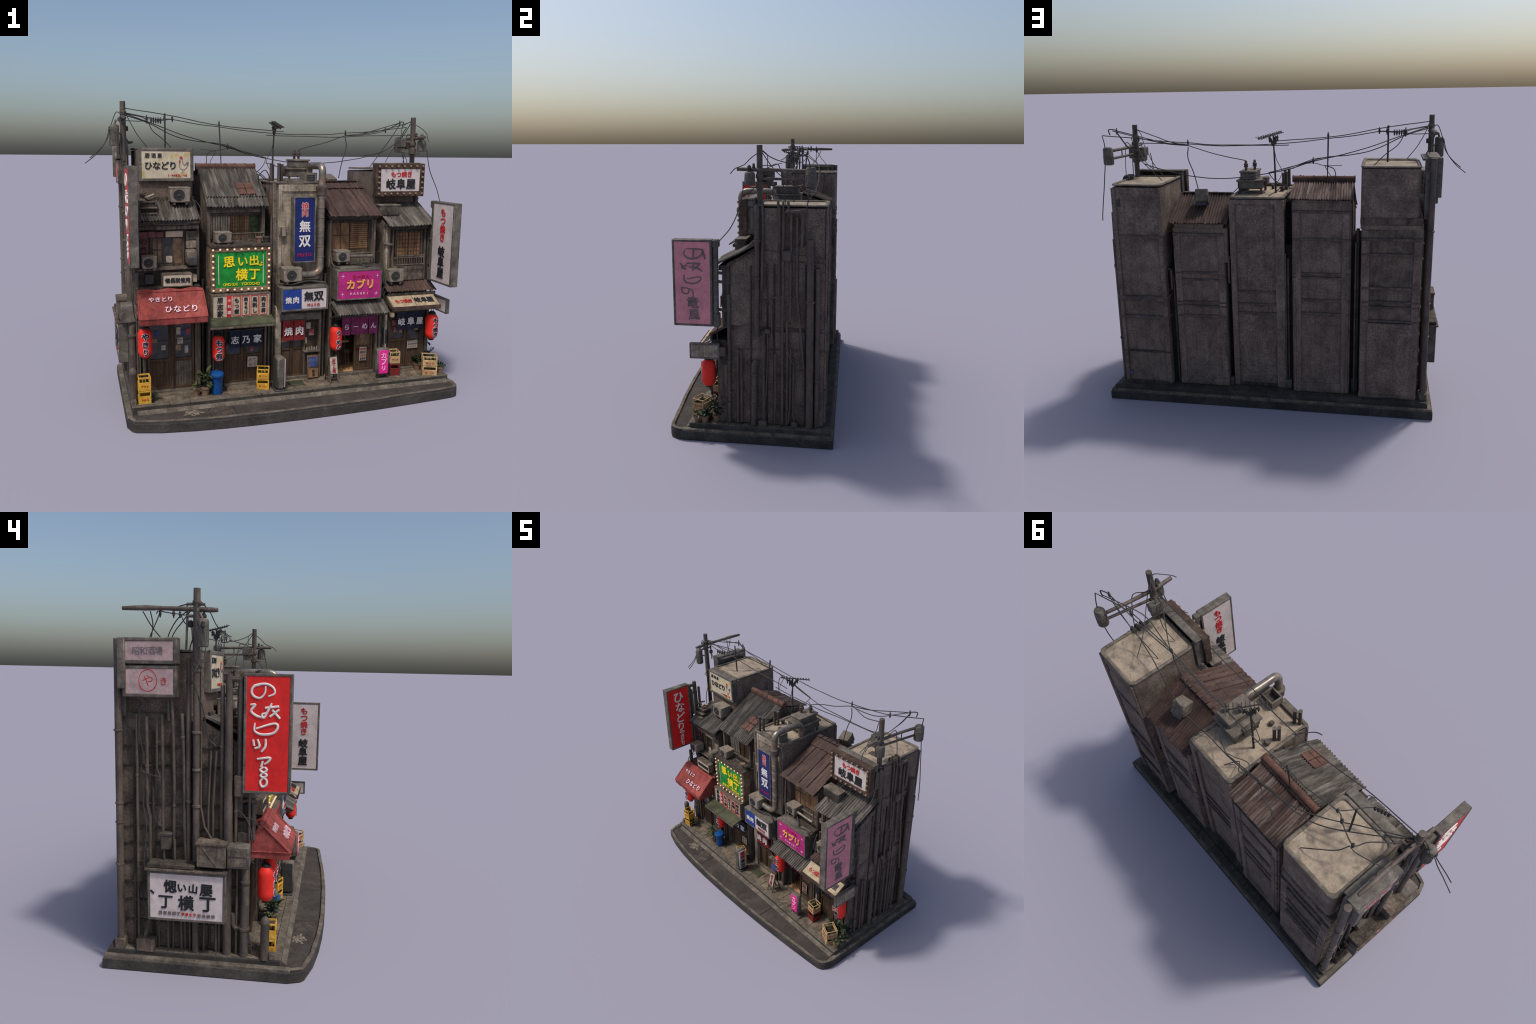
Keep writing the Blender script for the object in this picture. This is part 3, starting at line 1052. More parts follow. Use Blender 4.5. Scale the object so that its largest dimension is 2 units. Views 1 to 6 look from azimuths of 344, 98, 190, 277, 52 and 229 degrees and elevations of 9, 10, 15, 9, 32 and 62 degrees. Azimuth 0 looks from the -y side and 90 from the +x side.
for zz, hh, m in ((.925, .022, 'timber_dark'), (.948, .02, 'timber_grey')):
    b.box((-.777, -.138, zz), (-.46, -.08, zz + hh), .003, m)
for xx in (-.772, -.464):
    b.box((xx - .008, -.118, .66), (xx + .008, -.08, .95), .002, 'timber_grey')
b.box((-.775, -.135, .722), (-.46, -.08, .732), .002, 'timber_grey')
b.box((-.775, -.16, .600), (-.46, -.08, .642), .002, 'timber_dark')
for z in (.94, .86, .70, .60, .53, .45, .36, .28, .19):
    b.box((-.773, -.10, z - .004), (-.763, .400, z + .004), .001, 'timber_dark')
for i, yy in enumerate((-.07, .01, .09, .17, .25, .33)):
    b.box((-.774, yy, .08), (-.763, yy + .010, 1.0), .002, 'timber_dark')
B1 = emit('shop_building', b)
roof_deck(B1, -.748, -.452, .075, .405, 1.327, .03)
rf = MB('roof_metal').corrugated((-.762, -.160, .976), (-.456, -.152, .976), (-.45, .05, 1.066), (-.762, .05, 1.066), 20, .0035)
rf.box((-.762, -.145, .955), (-.456, -.12, .970), .002, 'timber_dark')
rf.box((-.70, .035, 1.06), (-.452, .05, 1.078), .002, 'timber_dark')
emit('corrugated_roof', rf, B1)
sliding_door(B1, -.730, -.607, .094, .455, -.127, .44, posters=3)
sliding_door(B1, -.601, -.489, .094, .455, -.127, .44, posters=6, lower='wall_mid')
b = MB('timber_brown').tube([(-.604, -.136, .09), (-.604, -.136, .455)], .009, 8)
emit('door_post', b, B1)
window(B1, -.690, -.540, .748, .880, -.088, [('glass_warm', 'cross'), ('glass_dark', ''), ('glass_warm', '')], .012)
p = MB('panel_maroon')
for x0, x1, z0, z1 in ((-.757, -.712, .802, .915), (-.710, -.672, .884, .917), (-.670, -.634, .886, .915)):
    p.box((x0, -.108, z0), (x1, -.085, z1), .002)
for x0, x1, z0, z1, m in ((-.522, -.468, .868, .915, 'wall_mid'), (-.520, -.470, .825, .864, 'wall_light'), (-.522, -.472, .780, .820, 'unit_beige'), (-.516, -.474, .745, .776, 'panel_maroon')):
    p.box((x0, -.110, z0), (x1, -.085, z1), .002, m)
p.obox((-.582, -.108, .902), (.088, .012, .034), (.3, 0, 0), .004, 'face_paper')
p.box((-.732, -.142, .655), (-.690, -.085, .704), .003, 'unit_dark')
p.box((-.494, -.135, .655), (-.472, -.085, .692), .002, 'face_paper')
p.obox((-.607, -.096, .77), (.032, .004, .034), (0, .03, 0), .0005, 'poster_cream')
p.box((-.526, -.170, .745), (-.472, -.085, .822), .010, 'parapet')
p.box((-.520, -.172, .750), (-.478, -.168, .785), .003, 'unit_dark')
p.box((-.742, -.150, .733), (-.665, -.08, .738), .001, 'pipe_metal')
write(p, 'の門', plane((-.735, -.1085, .845), X, Z, -Y), [(0, .02, .038), (0, -.022, .034)], 'ink_black', depth=.002)
emit('facade_panel', p, B1)
air_conditioner(-.748, -.676, .738, .798, -.170, .070, .42)
air_conditioner(-.590, -.487, 1.052, 1.128, -.057, .085, .43)
mb = MB('timber_grey')
for i in range(3):
    mb.box((-.748, -.115 + .012 * i, 1.000 + .028 * i), (-.660, -.03, 1.008 + .028 * i), .002)
mb.box((-.742, -.085, 1.01), (-.668, -.03, 1.06), .003, 'timber_dark')
for i in range(9):
    mb.obox((rng.uniform(-.74, -.67), rng.uniform(-.09, -.04), rng.uniform(1.072, 1.10)), (rng.uniform(.02, .05), .012, .01), (rng.uniform(-.6, .6), rng.uniform(-.6, .6), rng.uniform(-1.5, 1.5)), .002,
            rng.choice(['timber_grey', 'wall_light', 'pipe_metal']))
emit('roof_clutter', mb, B1)
ob, s = signboard(-.738, -.455, 1.156, 1.326, .025, .048, .017, 'face_cream')
t = MB()
write(t, '居酒屋', s, row(3, -.112, -.018, .047, .026), 'ink_black')
write(t, 'ひなどり', s, row(4, -.112, .055, -.004, .044), 'ink_black', bold=.03)
write(t, '1.no82L.cd', s, row(10, .006, .106, -.054, .017), 'ink_red', bold=.03)
c = lambda pts, r=.0016, m='ink_grey': t.tube([s(u, v, .001) for u, v in pts], r, 5, m)
c([(.072, .034), (.070, .012), (.066, -.006), (.074, -.022), (.090, -.026), (.104, -.016), (.110, .004), (.104, .010), (.094, -.004), (.084, .008), (.082, .030)])
c([(.084, -.026), (.082, -.040), (.076, -.042)], .0012)
c([(.092, -.026), (.091, -.040), (.086, -.043)], .0012)
c([(.070, .034), (.076, .042), (.082, .036), (.080, .030)], .0035, 'ink_red')
c([(.070, .022), (.068, .012)], .004, 'ink_red')
c([(.104, .008), (.112, .014), (.108, .002)], .004, 'ink_grey')
emit('lettering', t, ob)
ob, s = signboard(-.656, -.505, .645, .711, -.186, .05, .006, 'face_paper', 'timber_grey')
t = MB()
write(t, '備長炭使用', s, row(5, -.062, .066, .0, .026), 'ink_black', bold=.03)
emit('lettering', t, ob)

# red gabled awning with valance
aw = MB('awning_red')
xa, xb = -.776, -.455
N = 18
prof = [(-.118, .600), (-.192, .640), (-.206, .628), (-.232, .603), (-.262, .574), (-.292, .546), (-.318, .523), (-.314, .493)]
vs, fs = [], []
for lay in (0, 1):
    for i in range(N + 1):
        u = i / N
        for j, (yy, zz) in enumerate(prof):
            sagz = -.004 * math.sin(math.pi * ((u * 4) % 1)) * (1 if 2 < j < 6 else 0)
            wv = .002 * math.sin(u * 31) if j == 7 else 0
            vs.append(V((xa + (xb - xa) * u, yy + wv + lay * .004, zz + sagz - lay * .004 + (.004 * math.sin(u * 17) if j == 1 else 0))))
W, H = len(prof), (N + 1) * len(prof)
for i in range(N):
    for j in range(W - 1):
        q = [i * W + j, i * W + j + 1, (i + 1) * W + j + 1, (i + 1) * W + j]
        fs += [q, [x + H for x in q[::-1]]]
aw.add(vs, fs)
for xx, sg in ((xa, 1), (xb, -1)):
    tri = [(-.318, .523), (-.206, .628), (-.192, .636), (-.125, .523)]
    aw.prism(tri, xx, xx + sg * .004)
    aw.prism([(-.318, .523), (-.125, .523), (-.125, .496), (-.314, .493)], xx, xx + sg * .004)
    for p0, p1 in (((-.206, .628), (-.318, .523)), ((-.318, .523), (-.125, .523)), ((-.206, .628), (-.125, .530))):
        aw.tube([(xx - sg * .001, *p0), (xx - sg * .001, *p1)], .0035, 6)
aw.tube([(xa, -.207, .629), (xb, -.207, .629)], .004, 6)
aw.tube([(xa, -.318, .523), (xb, -.318, .523)], .003, 6)
ob = emit('awning', aw)
sl = plane(((xa + xb) / 2, -.262, .5755), X, V((0, .112, .105)), V((0, -.105, .112)))
t = MB()
write(t, 'やきとり', sl, row(4, -.115, .005, .030, .030), 'ink_pinkwhite', bold=.012, depth=.006)
write(t, 'ひなどり', sl, row(4, -.045, .125, -.028, .040), 'ink_pinkwhite', bold=.015, depth=.006)
emit('lettering', t, ob)
mb = MB('face_paper')
for xx in (-.69, -.575):
    mb.box((xx - .007, -.16, .458), (xx + .007, -.14, .482), .002)
emit('awning_lamp', mb, ob)
paper_lantern(-.748, -.218, .308, .455, .0355, 'やきり', .0)

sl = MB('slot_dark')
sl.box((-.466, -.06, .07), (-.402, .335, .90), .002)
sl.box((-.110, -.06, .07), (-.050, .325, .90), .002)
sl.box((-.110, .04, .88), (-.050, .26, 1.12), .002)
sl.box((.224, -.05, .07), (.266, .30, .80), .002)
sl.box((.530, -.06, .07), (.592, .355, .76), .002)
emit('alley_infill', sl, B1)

# ---- second shop: gable roof of corrugated iron, green bulb sign
b = MB('wall_dark')
b.prism([(-.120, .07), (.372, .07), (.372, 1.148), (.165, 1.205), (.13, 1.196), (-.030, 1.090), (-.030, .60), (-.120, .60)], -.405, -.108, 'wall_dark')
for xx in (-.408, -.114):
    b.prism([(-.098, .835), (-.020, .835), (-.020, 1.090), (-.098, 1.040)], xx, xx + .010, 'wall_mid')
b.box((-.410, .30, .07), (-.103, .374, 1.14), .003)
rear_panels(b, -.405, -.108, .372, [(1.082, 1.096), (.938, .952), (.752, .766), (.735, .745), (.608, .622), (.532, .546), (.08, .135)], [(-.402, -.366), (-.150, -.110)], 1.085, 'wall_dark')
b.box((-.388, .372, .08), (-.364, .384, .935), .002, 'rear_post')
b.box((-.148, .372, .08), (-.122, .384, .935), .002, 'rear_post')
for xx, w in ((-.412, .012), (-.392, .008), (-.108, .012), (-.090, .007)):
    b.box((xx - w / 2, -.150, .08), (xx + w / 2, -.09, .47), .002, 'timber_grey')
b.box((-.41, -.146, .395), (-.10, -.09, .42), .003, 'timber_dark')
b.box((-.385, -.136, .08), (-.335, -.09, .40), .002, 'timber_dark')
b.box((-.335, -.150, .07), (-.115, -.09, .098), .002, 'kerb_stone')
b.box((-.33, -.195, .07), (-.20, -.09, .089), .002, 'paving')
b.box((-.412, -.19, .832), (-.09, -.025, .846), .003, 'timber_dark')
b.box((-.42, -.14, .42), (-.105, -.08, .62), .002, 'timber_dark')
b.box((-.41, -.135, .60), (-.10, -.025, .836), .002, 'wall_dark')
for xx in (-.402, -.112):
    b.box((xx - .009, -.106, .835), (xx + .009, -.070, 1.03), .002, 'timber_grey')
b.box((-.408, -.100, 1.000), (-.106, -.055, 1.022), .003, 'timber_grey')
b.box((-.408, -.085, .985), (-.106, -.030, 1.000), .002, 'timber_dark')
B2 = emit('shop_building', b)
rf = MB('roof_metal').corrugated((-.420, -.136, 1.036), (-.092, -.140, 1.036), (-.086, -.062, 1.087), (-.414, -.058, 1.087), 19, .0042, nv=4)
rf.corrugated((-.414, -.075, 1.083), (-.088, -.078, 1.083), (-.084, .150, 1.219), (-.410, .150, 1.219), 24, .0036)
rf.prism([(-.12, 1.02), (-.10, 1.02), (.15, 1.195), (.15, 1.212), (.14, 1.208)], -.412, -.404, 'timber_dark')
rf.prism([(-.12, 1.02), (-.10, 1.02), (.15, 1.195), (.15, 1.212), (.14, 1.208)], -.106, -.098, 'timber_dark')
rf.box((-.415, -.118, 1.020), (-.095, -.102, 1.032), .002, 'timber_dark')
rf.corrugated((-.090, .388, 1.158), (-.420, .388, 1.158), (-.414, .195, 1.218), (-.092, .195, 1.218), 24, .0034, mat='roof_rust_pale')
emit('corrugated_roof', rf, B2)
rc = MB('tile_rust')
rc.tube([(-.418, .178, 1.230), (-.086, .178, 1.230)], .017, 12)
for i in range(7):
    xx = -.418 + .055 * i
    rc.tube([(xx, .178, 1.230), (xx + .006, .178, 1.230)], .0195, 12)
rc.prism([(.155, 1.215), (.20, 1.215), (.20, 1.228), (.155, 1.228)], -.417, -.087, 'roof_rust')
emit('ridge_tile', rc, B2)
sk = MB('tile_rust')
sn = V((0, -.132, .225)).normalized()
for i in range(2):
    for j in range(2):
        c0 = V((-.215 + .048 * i, -.045 + .048 * j, 1.1005 + .048 * .596 * j)) + sn * .006
        sk.obox(c0, (.045, .052, .006), (math.atan2(.132, .225), 0, 0), .002)
emit('roof_patch', sk, B2)
sliding_door(B2, -.330, -.228, .092, .395, -.127, .50, posters=3)
sliding_door(B2, -.222, -.118, .092, .395, -.127, .50, posters=5)
window(B2, -.388, -.124, .862, .985, -.056, [('timber_dark', 'plank'), ('timber_orange', 'plank'), ('timber_orange', 'lattice'), ('timber_orange', 'lattice'), ('net_green', '')], .008)
railing(B2, -.285, -.112, .846, .898, -.110, 12)
air_conditioner(-.380, -.296, .852, .908, -.166, .07, .42)
mb = MB('pot_clay')
for xx, m in ((-.145, 'pot_clay'), (-.108, 'unit_dark')):
    mb.lathe((xx, -.14, .846), [(.012, 0), (.016, .026), (.019, .026), (.019, .032), (.015, .032)], 14, m)
emit('balcony_pot', mb, B2)
p = MB('poster_cream').obox((-.176, -.136, .206), (.056, .003, .058), (0, .04, 0), .0005)
t = MB()
write(t, 'おてもと', plane((-.176, -.138, .206), X, Z, -Y), [(-.012, .012, .02), (.012, .012, .02), (-.012, -.012, .02), (.012, -.012, .02)], 'ink_grey', depth=.001)
ob = emit('poster', p, B2)
emit('lettering', t, ob)
ob, s = signboard(-.411, -.093, .600, .834, -.182, .06, .026, 'face_green', 'sign_frame_brass', proud=.008)
bulbs(ob, bulb_ring(-.398, -.106, .613, .821, -.182, 9, 8), .0068, 'bulb_glow')
t = MB()
write(t, '思い出', s, [(-.062, .042, .060), (.008, .042, .056), (.068, .044, .058)], 'ink_yellow', bold=.028, depth=.005)
write(t, 'ょ', s, [(.106, .028, .032)], 'ink_yellow', bold=.02, depth=.004)
write(t, '横丁', s, [(.004, -.028, .064), (.070, -.026, .064)], 'ink_yellow', bold=.028, depth=.005)
write(t, 'OMOIDE', s, row(6, -.094, -.014, -.077, .020), 'ink_yellow', bold=.01, depth=.003)
write(t, 'YOKOCHO', s, row(7, .0, .098, -.077, .020), 'ink_yellow', bold=.01, depth=.003)
for u in (-.116, .118):
    t.tube([s(u, v, .001) for v in (-.075, -.02, .04, .075)], .0018, 5, 'ink_white')
emit('lettering', t, ob)
ob, s = signboard(-.413, -.103, .472, .597, -.211, .09, .008, 'face_paper', 'timber_grey')
t = MB()
write(t, '居志家', s, column(3, -.112, .052, -.054, .033), 'ink_black', bold=.03)
t.box((-.335, -.2115, .480), (-.312, -.206, .590), .0005, 'ink_red')
write(t, '小料理', s, column(3, -.0655, .046, -.046, .018), 'ink_pinkwhite', depth=.005)
for i, wd in enumerate(('もつ煮', '焼きモリ', '馬刺し', '肉豆腐')):
    cx = -.026 + .0475 * i
    for du, dv, w, h in ((0, .050, .040, .003), (0, -.050, .040, .003), (-.0195, 0, .003, .1), (.0195, 0, .003, .1)):
        o = s(cx + du, dv, .0012)
        t.obox(o, (w, .0025, h), (0, 0, 0), .0005, 'ink_red')
    write(t, wd, s, column(len(wd), cx, .044, -.044, .020 if len(wd) == 4 else .026), 'ink_black', bold=.03)
emit('lettering', t, ob)
aw = MB('awning_green')
aw.prism([(-.285, .447), (-.285, .459), (-.20, .480), (-.13, .480), (-.13, .468), (-.20, .468)], -.436, -.096)
aw.box((-.438, -.288, .440), (-.094, -.278, .450), .002, 'timber_grey')
emit('awning', aw)
noren(-.308, -.128, .298, .394, -.158, 3, 'cloth_navy', '志乃家', size=.044)
paper_lantern(-.376, -.200, .252, .385, .0325, 'もつ煮', -.05)

# ---- third shop: plastered box with blue vertical sign, steel duct and roof plant
b = MB('wall_dark')
b.prism([(-.092, .07), (.343, .07), (.343, 1.146), (-.097, 1.146), (-.097, .46), (-.092, .46)], -.056, .226)
b.box((-.012, -.100, .63), (.222, -.09, 1.11), .001, 'wall_light')
b.box((-.018, -.108, 1.105), (.226, -.09, 1.143), .003, 'wall_light')
b.box((-.030, -.106, .46), (-.010, -.09, 1.143), .003, 'wall_light')
b.box((-.060, -.104, .46), (-.040, -.09, 1.148), .003, 'wall_mid')
b.box((.212, -.106, .46), (.228, -.09, 1.143), .003, 'wall_mid')
b.box((-.060, .343, .08), (-.010, .356, 1.14), .003, 'rear_post')
b.box((.202, .343, .08), (.234, .356, 1.14), .003, 'rear_post')
b.box((-.060, .343, 1.118), (.234, .356, 1.143), .003, 'rear_post')
for z in (.632, .560, .508):
    b.box((-.012, .343, z), (.204, .350, z + .012), .001, 'rear_band')
b.box((-.045, .343, .08), (.23, .349, .10), .002, 'timber_dark')
b.box((-.050, -.142, .08), (-.018, -.05, .50), .004, 'wall_light')
b.box((.200, -.135, .08), (.216, -.05, .50), .003, 'timber_grey')
b.box((.224, -.130, .08), (.236, -.05, .62), .003, 'timber_dark')
b.box((-.030, -.145, .415), (.210, -.05, .458), .004, 'parapet')
b.box((-.045, -.14, .458), (.222, -.06, .62), .003, 'timber_dark')
b.box((-.02, -.130, .07), (.205, -.05, .098), .002, 'kerb_stone')
b.box((.116, -.118, .09), (.204, -.05, .235), .003, 'timber_dark')
b.box((.112, -.145, .232), (.206, -.07, .242), .002, 'timber_grey')
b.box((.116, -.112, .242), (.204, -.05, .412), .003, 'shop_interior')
b.box((.116, -.126, .09), (.126, -.06, .412), .002, 'timber_grey')
for px, pz, w, h, m in ((.146, .375, .026, .036, 'poster_cream'), (.163, .336, .032, .034, 'poster_red'), (.131, .292, .014, .036, 'poster_cream')):
    b.obox((px, -.115, pz), (w, .003, h), (0, rng.uniform(-.08, .08), 0), .0004, m)
for i in range(5):
    b.lathe((.135 + .014 * i, -.128, .242), [(.005, 0), (.005, .010), (.003, .014 + .003 * (i % 3))], 8, rng.choice(['face_paper', 'pot_clay', 'unit_beige']))
b.box((-.030, -.125, .872), (.008, -.09, .925), .003, 'unit_beige')
b.box((-.027, -.128, .878), (-.018, -.12, .92), .001, 'sign_frame_rust')
B3 = emit('shop_building', b)
roof_deck(B3, -.060, .232, -.106, .354, 1.158, .014, .018, .010)
sliding_door(B3, -.018, .050, .094, .412, -.114, .5, posters=2, lower='timber_brown')
sliding_door(B3, .050, .116, .094, .412, -.112, .5, posters=1, lower='timber_brown')
ob, s = signboard(.040, .163, .734, 1.082, -.152, .055, .007, 'face_blue')
t = MB()
write(t, '焼肉', s, [(0, .125, .040), (0, .086, .040)], 'ink_red', bold=.02, depth=.003, halo='ink_white', halo_bold=.06)
write(t, '無双', s, [(0, .018, .064), (0, -.058, .066)], 'ink_white', bold=.03, depth=.004)
write(t, 'MUSO', s, row(4, -.040, .040, -.132, .026), 'ink_crimson', bold=.03)
emit('lettering', t, ob)
d = MB('duct_metal')
d.tube(spline([(.200, .072, 1.150), (.202, .070, 1.205), (.202, .045, 1.236), (.198, -.06, 1.240), (.198, -.118, 1.236), (.197, -.139, 1.212), (.196, -.141, 1.16), (.195, -.141, 1.05), (.195, -.142, .90),
                (.195, -.142, .740), (.190, -.145, .695), (.165, -.148, .672), (.12, -.15, .668), (.07, -.15, .670)], 5), .0195, 14)
for zz in [.76 + .052 * i for i in range(7)]:
    d.lathe((.195, -.142, zz), [(.0195, 0), (.0212, .001), (.0212, .004), (.0195, .005)], 14)
d.lathe((.195, -.141, 1.085), [(.020, 0), (.027, .004), (.027, .03), (.030, .034), (.030, .05), (.021, .056)], 16, 'pipe_metal')
emit('exhaust_duct', d, B3)
air_conditioner(-.024, .077, .640, .712, -.194, .085, .42)
ob, s = signboard(-.046, .216, .488, .616, -.217, .10, .012, 'face_white')
emit('panel', MB('face_blue_bright').box((-.036, -.2155, .499), (.066, -.210, .605), .0006), ob)
t = MB()
write(t, '焼肉', s, row(2, -.111, -.030, -.003, .036), 'ink_white', bold=.03, lift=.001)
write(t, '無双', s, [(.020, .013, .052), (.075, .013, .054)], 'ink_black', bold=.04, lift=.001)
write(t, 'MUSO', s, row(4, .010, .082, -.034, .020), 'ink_red', bold=.02, lift=.001)
emit('lettering', t, ob)
cb = MB('cable_black')
cb.tube(spline([(-.04, -.16, .63), (.02, -.18, .625), (.09, -.19, .640), (.15, -.16, .632), (.215, -.18, .625)]), .005, 6)
cb.tube(spline([(.215, -.18, .622), (.226, -.18, .58), (.222, -.17, .50), (.218, -.15, .44)]), .005, 6)
emit('cable_bundle', cb, B3)
noren(-.012, .114, .308, .424, -.145, 2, 'cloth_red', '焼肉', size=.050)
bd = MB('crate_yellow')
bd.obox((.166, -.140, .150), (.062, .006, .128), (-.16, 0, 0), .002, 'timber_orange')
bd.obox((.166, -.1445, .178), (.052, .003, .056), (-.16, 0, 0), .0006, 'poster_blue')
bd.obox((.166, -.150, .115), (.056, .006, .050), (-.16, 0, 0), .001, 'timber_orange')
ob = emit('menu_board', bd)
t = MB()
write(t, '本日', plane((.166, -.1545, .117), X, V((0, .16, 1)), -Y), [(0, .010, .018), (0, -.010, .018)], 'ink_black', depth=.001)
emit('lettering', t, ob)
emit('door_mat', MB('mat_green').box((.012, -.225, .075), (.092, -.165, .0885), .002), B3)

# roof plant on the third shop
tr = MB('pipe_metal')
tr.box((.078, .064, 1.176), (.214, .216, 1.220), .006, 'sign_frame')
tr.box((.070, .056, 1.216), (.220, .222, 1.226), .003, 'parapet')
tr.box((.116, .066, 1.222), (.200, .206, 1.266), .007, 'sign_frame')
tr.box((.112, .060, 1.262), (.204, .210, 1.272), .003, 'parapet')
tr.box((.060, .10, 1.190), (.084, .17, 1.235), .004, 'pipe_metal')
for xx in (.088, .204):
    for yy in (.076, .204):
        tr.box((xx - .006, yy - .006, 1.14), (xx + .006, yy + .006, 1.180), .002)
for xx, yy in ((.135, .129), (.174, .170)):
    tr.lathe((xx, yy, 1.270), [(.007, 0), (.007, .018), (.012, .019), (.012, .026), (.008, .028), (.012, .031), (.012, .038), (.007, .040), (.007, .052), (.003, .056)], 12)
emit('roof_transformer', tr, B3)
bx = MB('parapet')
for lo, hi in (((.110, -.095, 1.142), (.119, -.028, 1.204)), ((.178, -.095, 1.142), (.187, -.028, 1.204)), ((.110, -.095, 1.142), (.187, -.086, 1.204)), ((.110, -.037, 1.142), (.187, -.028, 1.204))):
    bx.box(lo, hi, .003)
bx.box((.112, -.093, 1.142), (.185, -.03, 1.165), .002, 'unit_dark')
bx.box((.128, -.0975, 1.152), (.172, -.093, 1.194), .002, 'unit_dark')
for i in range(5):
    bx.box((.128, -.0995, 1.156 + .009 * i), (.172, -.094, 1.158 + .009 * i), .0005, 'unit_blade')
bx.box((.008, -.106, 1.142), (.108, -.076, 1.168), .004, 'parapet')
emit('roof_vent', bx, B3)
ch = MB('pipe_metal')
for xx, yy, zt in ((-.024, -.080, 1.252), (-.003, -.065, 1.248), (-.026, .046, 1.252), (-.012, .062, 1.246)):
    ch.lathe((xx, yy, 1.142), [(.0085, 0), (.0085, zt - 1.142 - .006), (.0098, zt - 1.142 - .005), (.0098, zt - 1.142), (.006, zt - 1.142)], 10)
ch.lathe((-.01, .10, 1.142), [(.010, 0), (.010, .022), (.016, .024), (.012, .034)], 12)
ch.lathe((.055, .02, 1.142), [(.008, 0), (.008, .02), (.014, .022), (.010, .03)], 12)
emit('vent_pipe', ch, B3)
ant = MB('cable_black')
ant.tube([(.015, .158, 1.142), (.019, .158, 1.30), (.024, .156, 1.455)], [.0055, .0048, .0036], 8)
A0, A1 = V((.088, .240, 1.446)), V((-.012, .090, 1.470))
bd = (A1 - A0).normalized()
ct = bd.cross(Z).normalized()
ant.tube([A0, A1], .0035, 6)
for i in range(11):
    p = A0.lerp(A1, .02 + .095 * i)
    L = .025 - .0006 * i
    ant.tube([p - ct * L + Z * .006, p + ct * L - Z * .002], .0022, 5)
    ant.tube([p - Z * .006, p + Z * .009], .0022, 5)
wire_clamps = [(-.03, .012), (-.014, -.006), (.004, .01), (.02, -.008), (.034, .006)]
for dx, dz in wire_clamps:
    c0 = V((.024, .156, 1.432 + dz)) + bd * dx
    ant.lathe(c0 - Z * .018, [(.002, 0), (.005, .008), (.003, .014), (.0065, .020), (.003, .028), (.002, .036)], 7)
for dx in (-.018, .016):
    ant.bar((.024, .156, 1.405), V((.024, .156, 1.45)) + bd * dx * 1.5, .008, .014)
ant.tube(spline([(.024, .156, 1.40), (.010, .150, 1.33), (-.02, .150, 1.26), (.012, .158, 1.20)]), .0018, 5)
emit('tv_antenna', ant)

# ---- fourth shop: rusty gable roof, magenta sign, open doorway
b = MB('wall_dark')
b.prism([(.02, .07), (.366, .07), (.366, 1.010), (.170, 1.118), (.15, 1.108), (-.038, 1.008), (-.038, .44), (.02, .44)], .268, .535)
for xx in (.264, .530):
    b.prism([(-.098, .69), (-.020, .69), (-.020, 1.015), (-.098, .975)], xx, xx + .010, 'wall_mid')
b.box((.268, -.10, .07), (.305, .03, .45), .002, 'timber_dark')
b.box((.525, -.10, .07), (.540, .03, .45), .002, 'timber_dark')
b.box((.305, -.125, .07), (.53, .03, .096), .001, 'floor_orange')
b.box((.305, -.10, .385), (.53, -.05, .45), .003, 'timber_dark')
b.box((.262, .22, .07), (.545, .368, .99), .003)
b.box((.246, .22, .80), (.545, .368, .99), .003)
rear_panels(b, .264, .543, .366, [(.946, .962), (.736, .748), (.698, .708), (.570, .580), (.550, .558), (.488, .502), (.08, .118)], [(.264, .300), (.506, .543)], .95, 'wall_dark')
b.box((.272, -.075, .70), (.53, -.03, .762), .002, 'wall_mid')
for xx in (.275, .528):
    b.box((xx - .009, -.092, .70), (xx + .009, -.05, .97), .002, 'timber_grey')
b.box((.262, -.100, .945), (.540, -.04, .966), .003, 'timber_dark')
b.box((.275, -.135, .675), (.545, -.03, .702), .003, 'timber_dark')
for xx, w in ((.262, .016), (.545, .014), (.566, .016)):
    b.box((xx - w / 2, -.145, .08), (xx + w / 2, -.09, .50), .003, 'timber_grey')
b.box((.300, -.150, .07), (.535, -.126, .097), .002, 'kerb_stone')
b.box((.30, -.115, .395), (.54, -.08, .45), .003, 'timber_dark')
b.box((.265, -.12, .45), (.545, -.03, .70), .003, 'timber_dark')
B4 = emit('shop_building', b)
it = MB('shop_interior')
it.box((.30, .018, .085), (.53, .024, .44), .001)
it.box((.33, -.055, .24), (.42, .02, .252), .002, 'floor_orange')
it.box((.335, -.02, .09), (.415, .02, .24), .002, 'timber_dark')
for i in range(4):
    it.lathe((.346 + .018 * i, -.035, .252), [(.005, 0), (.005, .022), (.002, .030), (.002, .038)], 8, rng.choice(['leaf_dark', 'timber_orange', 'glass_warm']))
for sx, sy in ((.392, -.085), (.330, -.075)):
    it.lathe((sx, sy, .196), [(.016, 0), (.018, .004), (.018, .010), (.015, .012)], 14, 'timber_brown')
    for k in range(4):
        a = math.pi / 4 + k * math.pi / 2
        it.tube([(sx + math.cos(a) * .011, sy + math.sin(a) * .011, .197), (sx + math.cos(a) * .017, sy + math.sin(a) * .017, .088)], .0022, 5, 'timber_brown')
emit('bar_counter', it, B4)
rf = MB('roof_rust')
rows_y = [(-.136, .980), (-.045, 1.026), (.045, 1.073), (.118, 1.109)]
for (ya, za), (yb, zb), wv in ((rows_y[0], rows_y[1], 0), (rows_y[1], rows_y[2], 1), (rows_y[2], rows_y[3], 2)):
    rf.corrugated((.250 + .004 * wv, ya - .012, za - .004), (.551 - .004 * wv, ya - .012, za - .004), (.553, yb, zb + .003), (.252, yb, zb + .003), 9, .0014, .005, 5, per=8)
rf.corrugated((.252, .100, 1.112), (.552, .100, 1.112), (.552, .172, 1.145), (.252, .172, 1.145), 18, .0012, .005, 4)
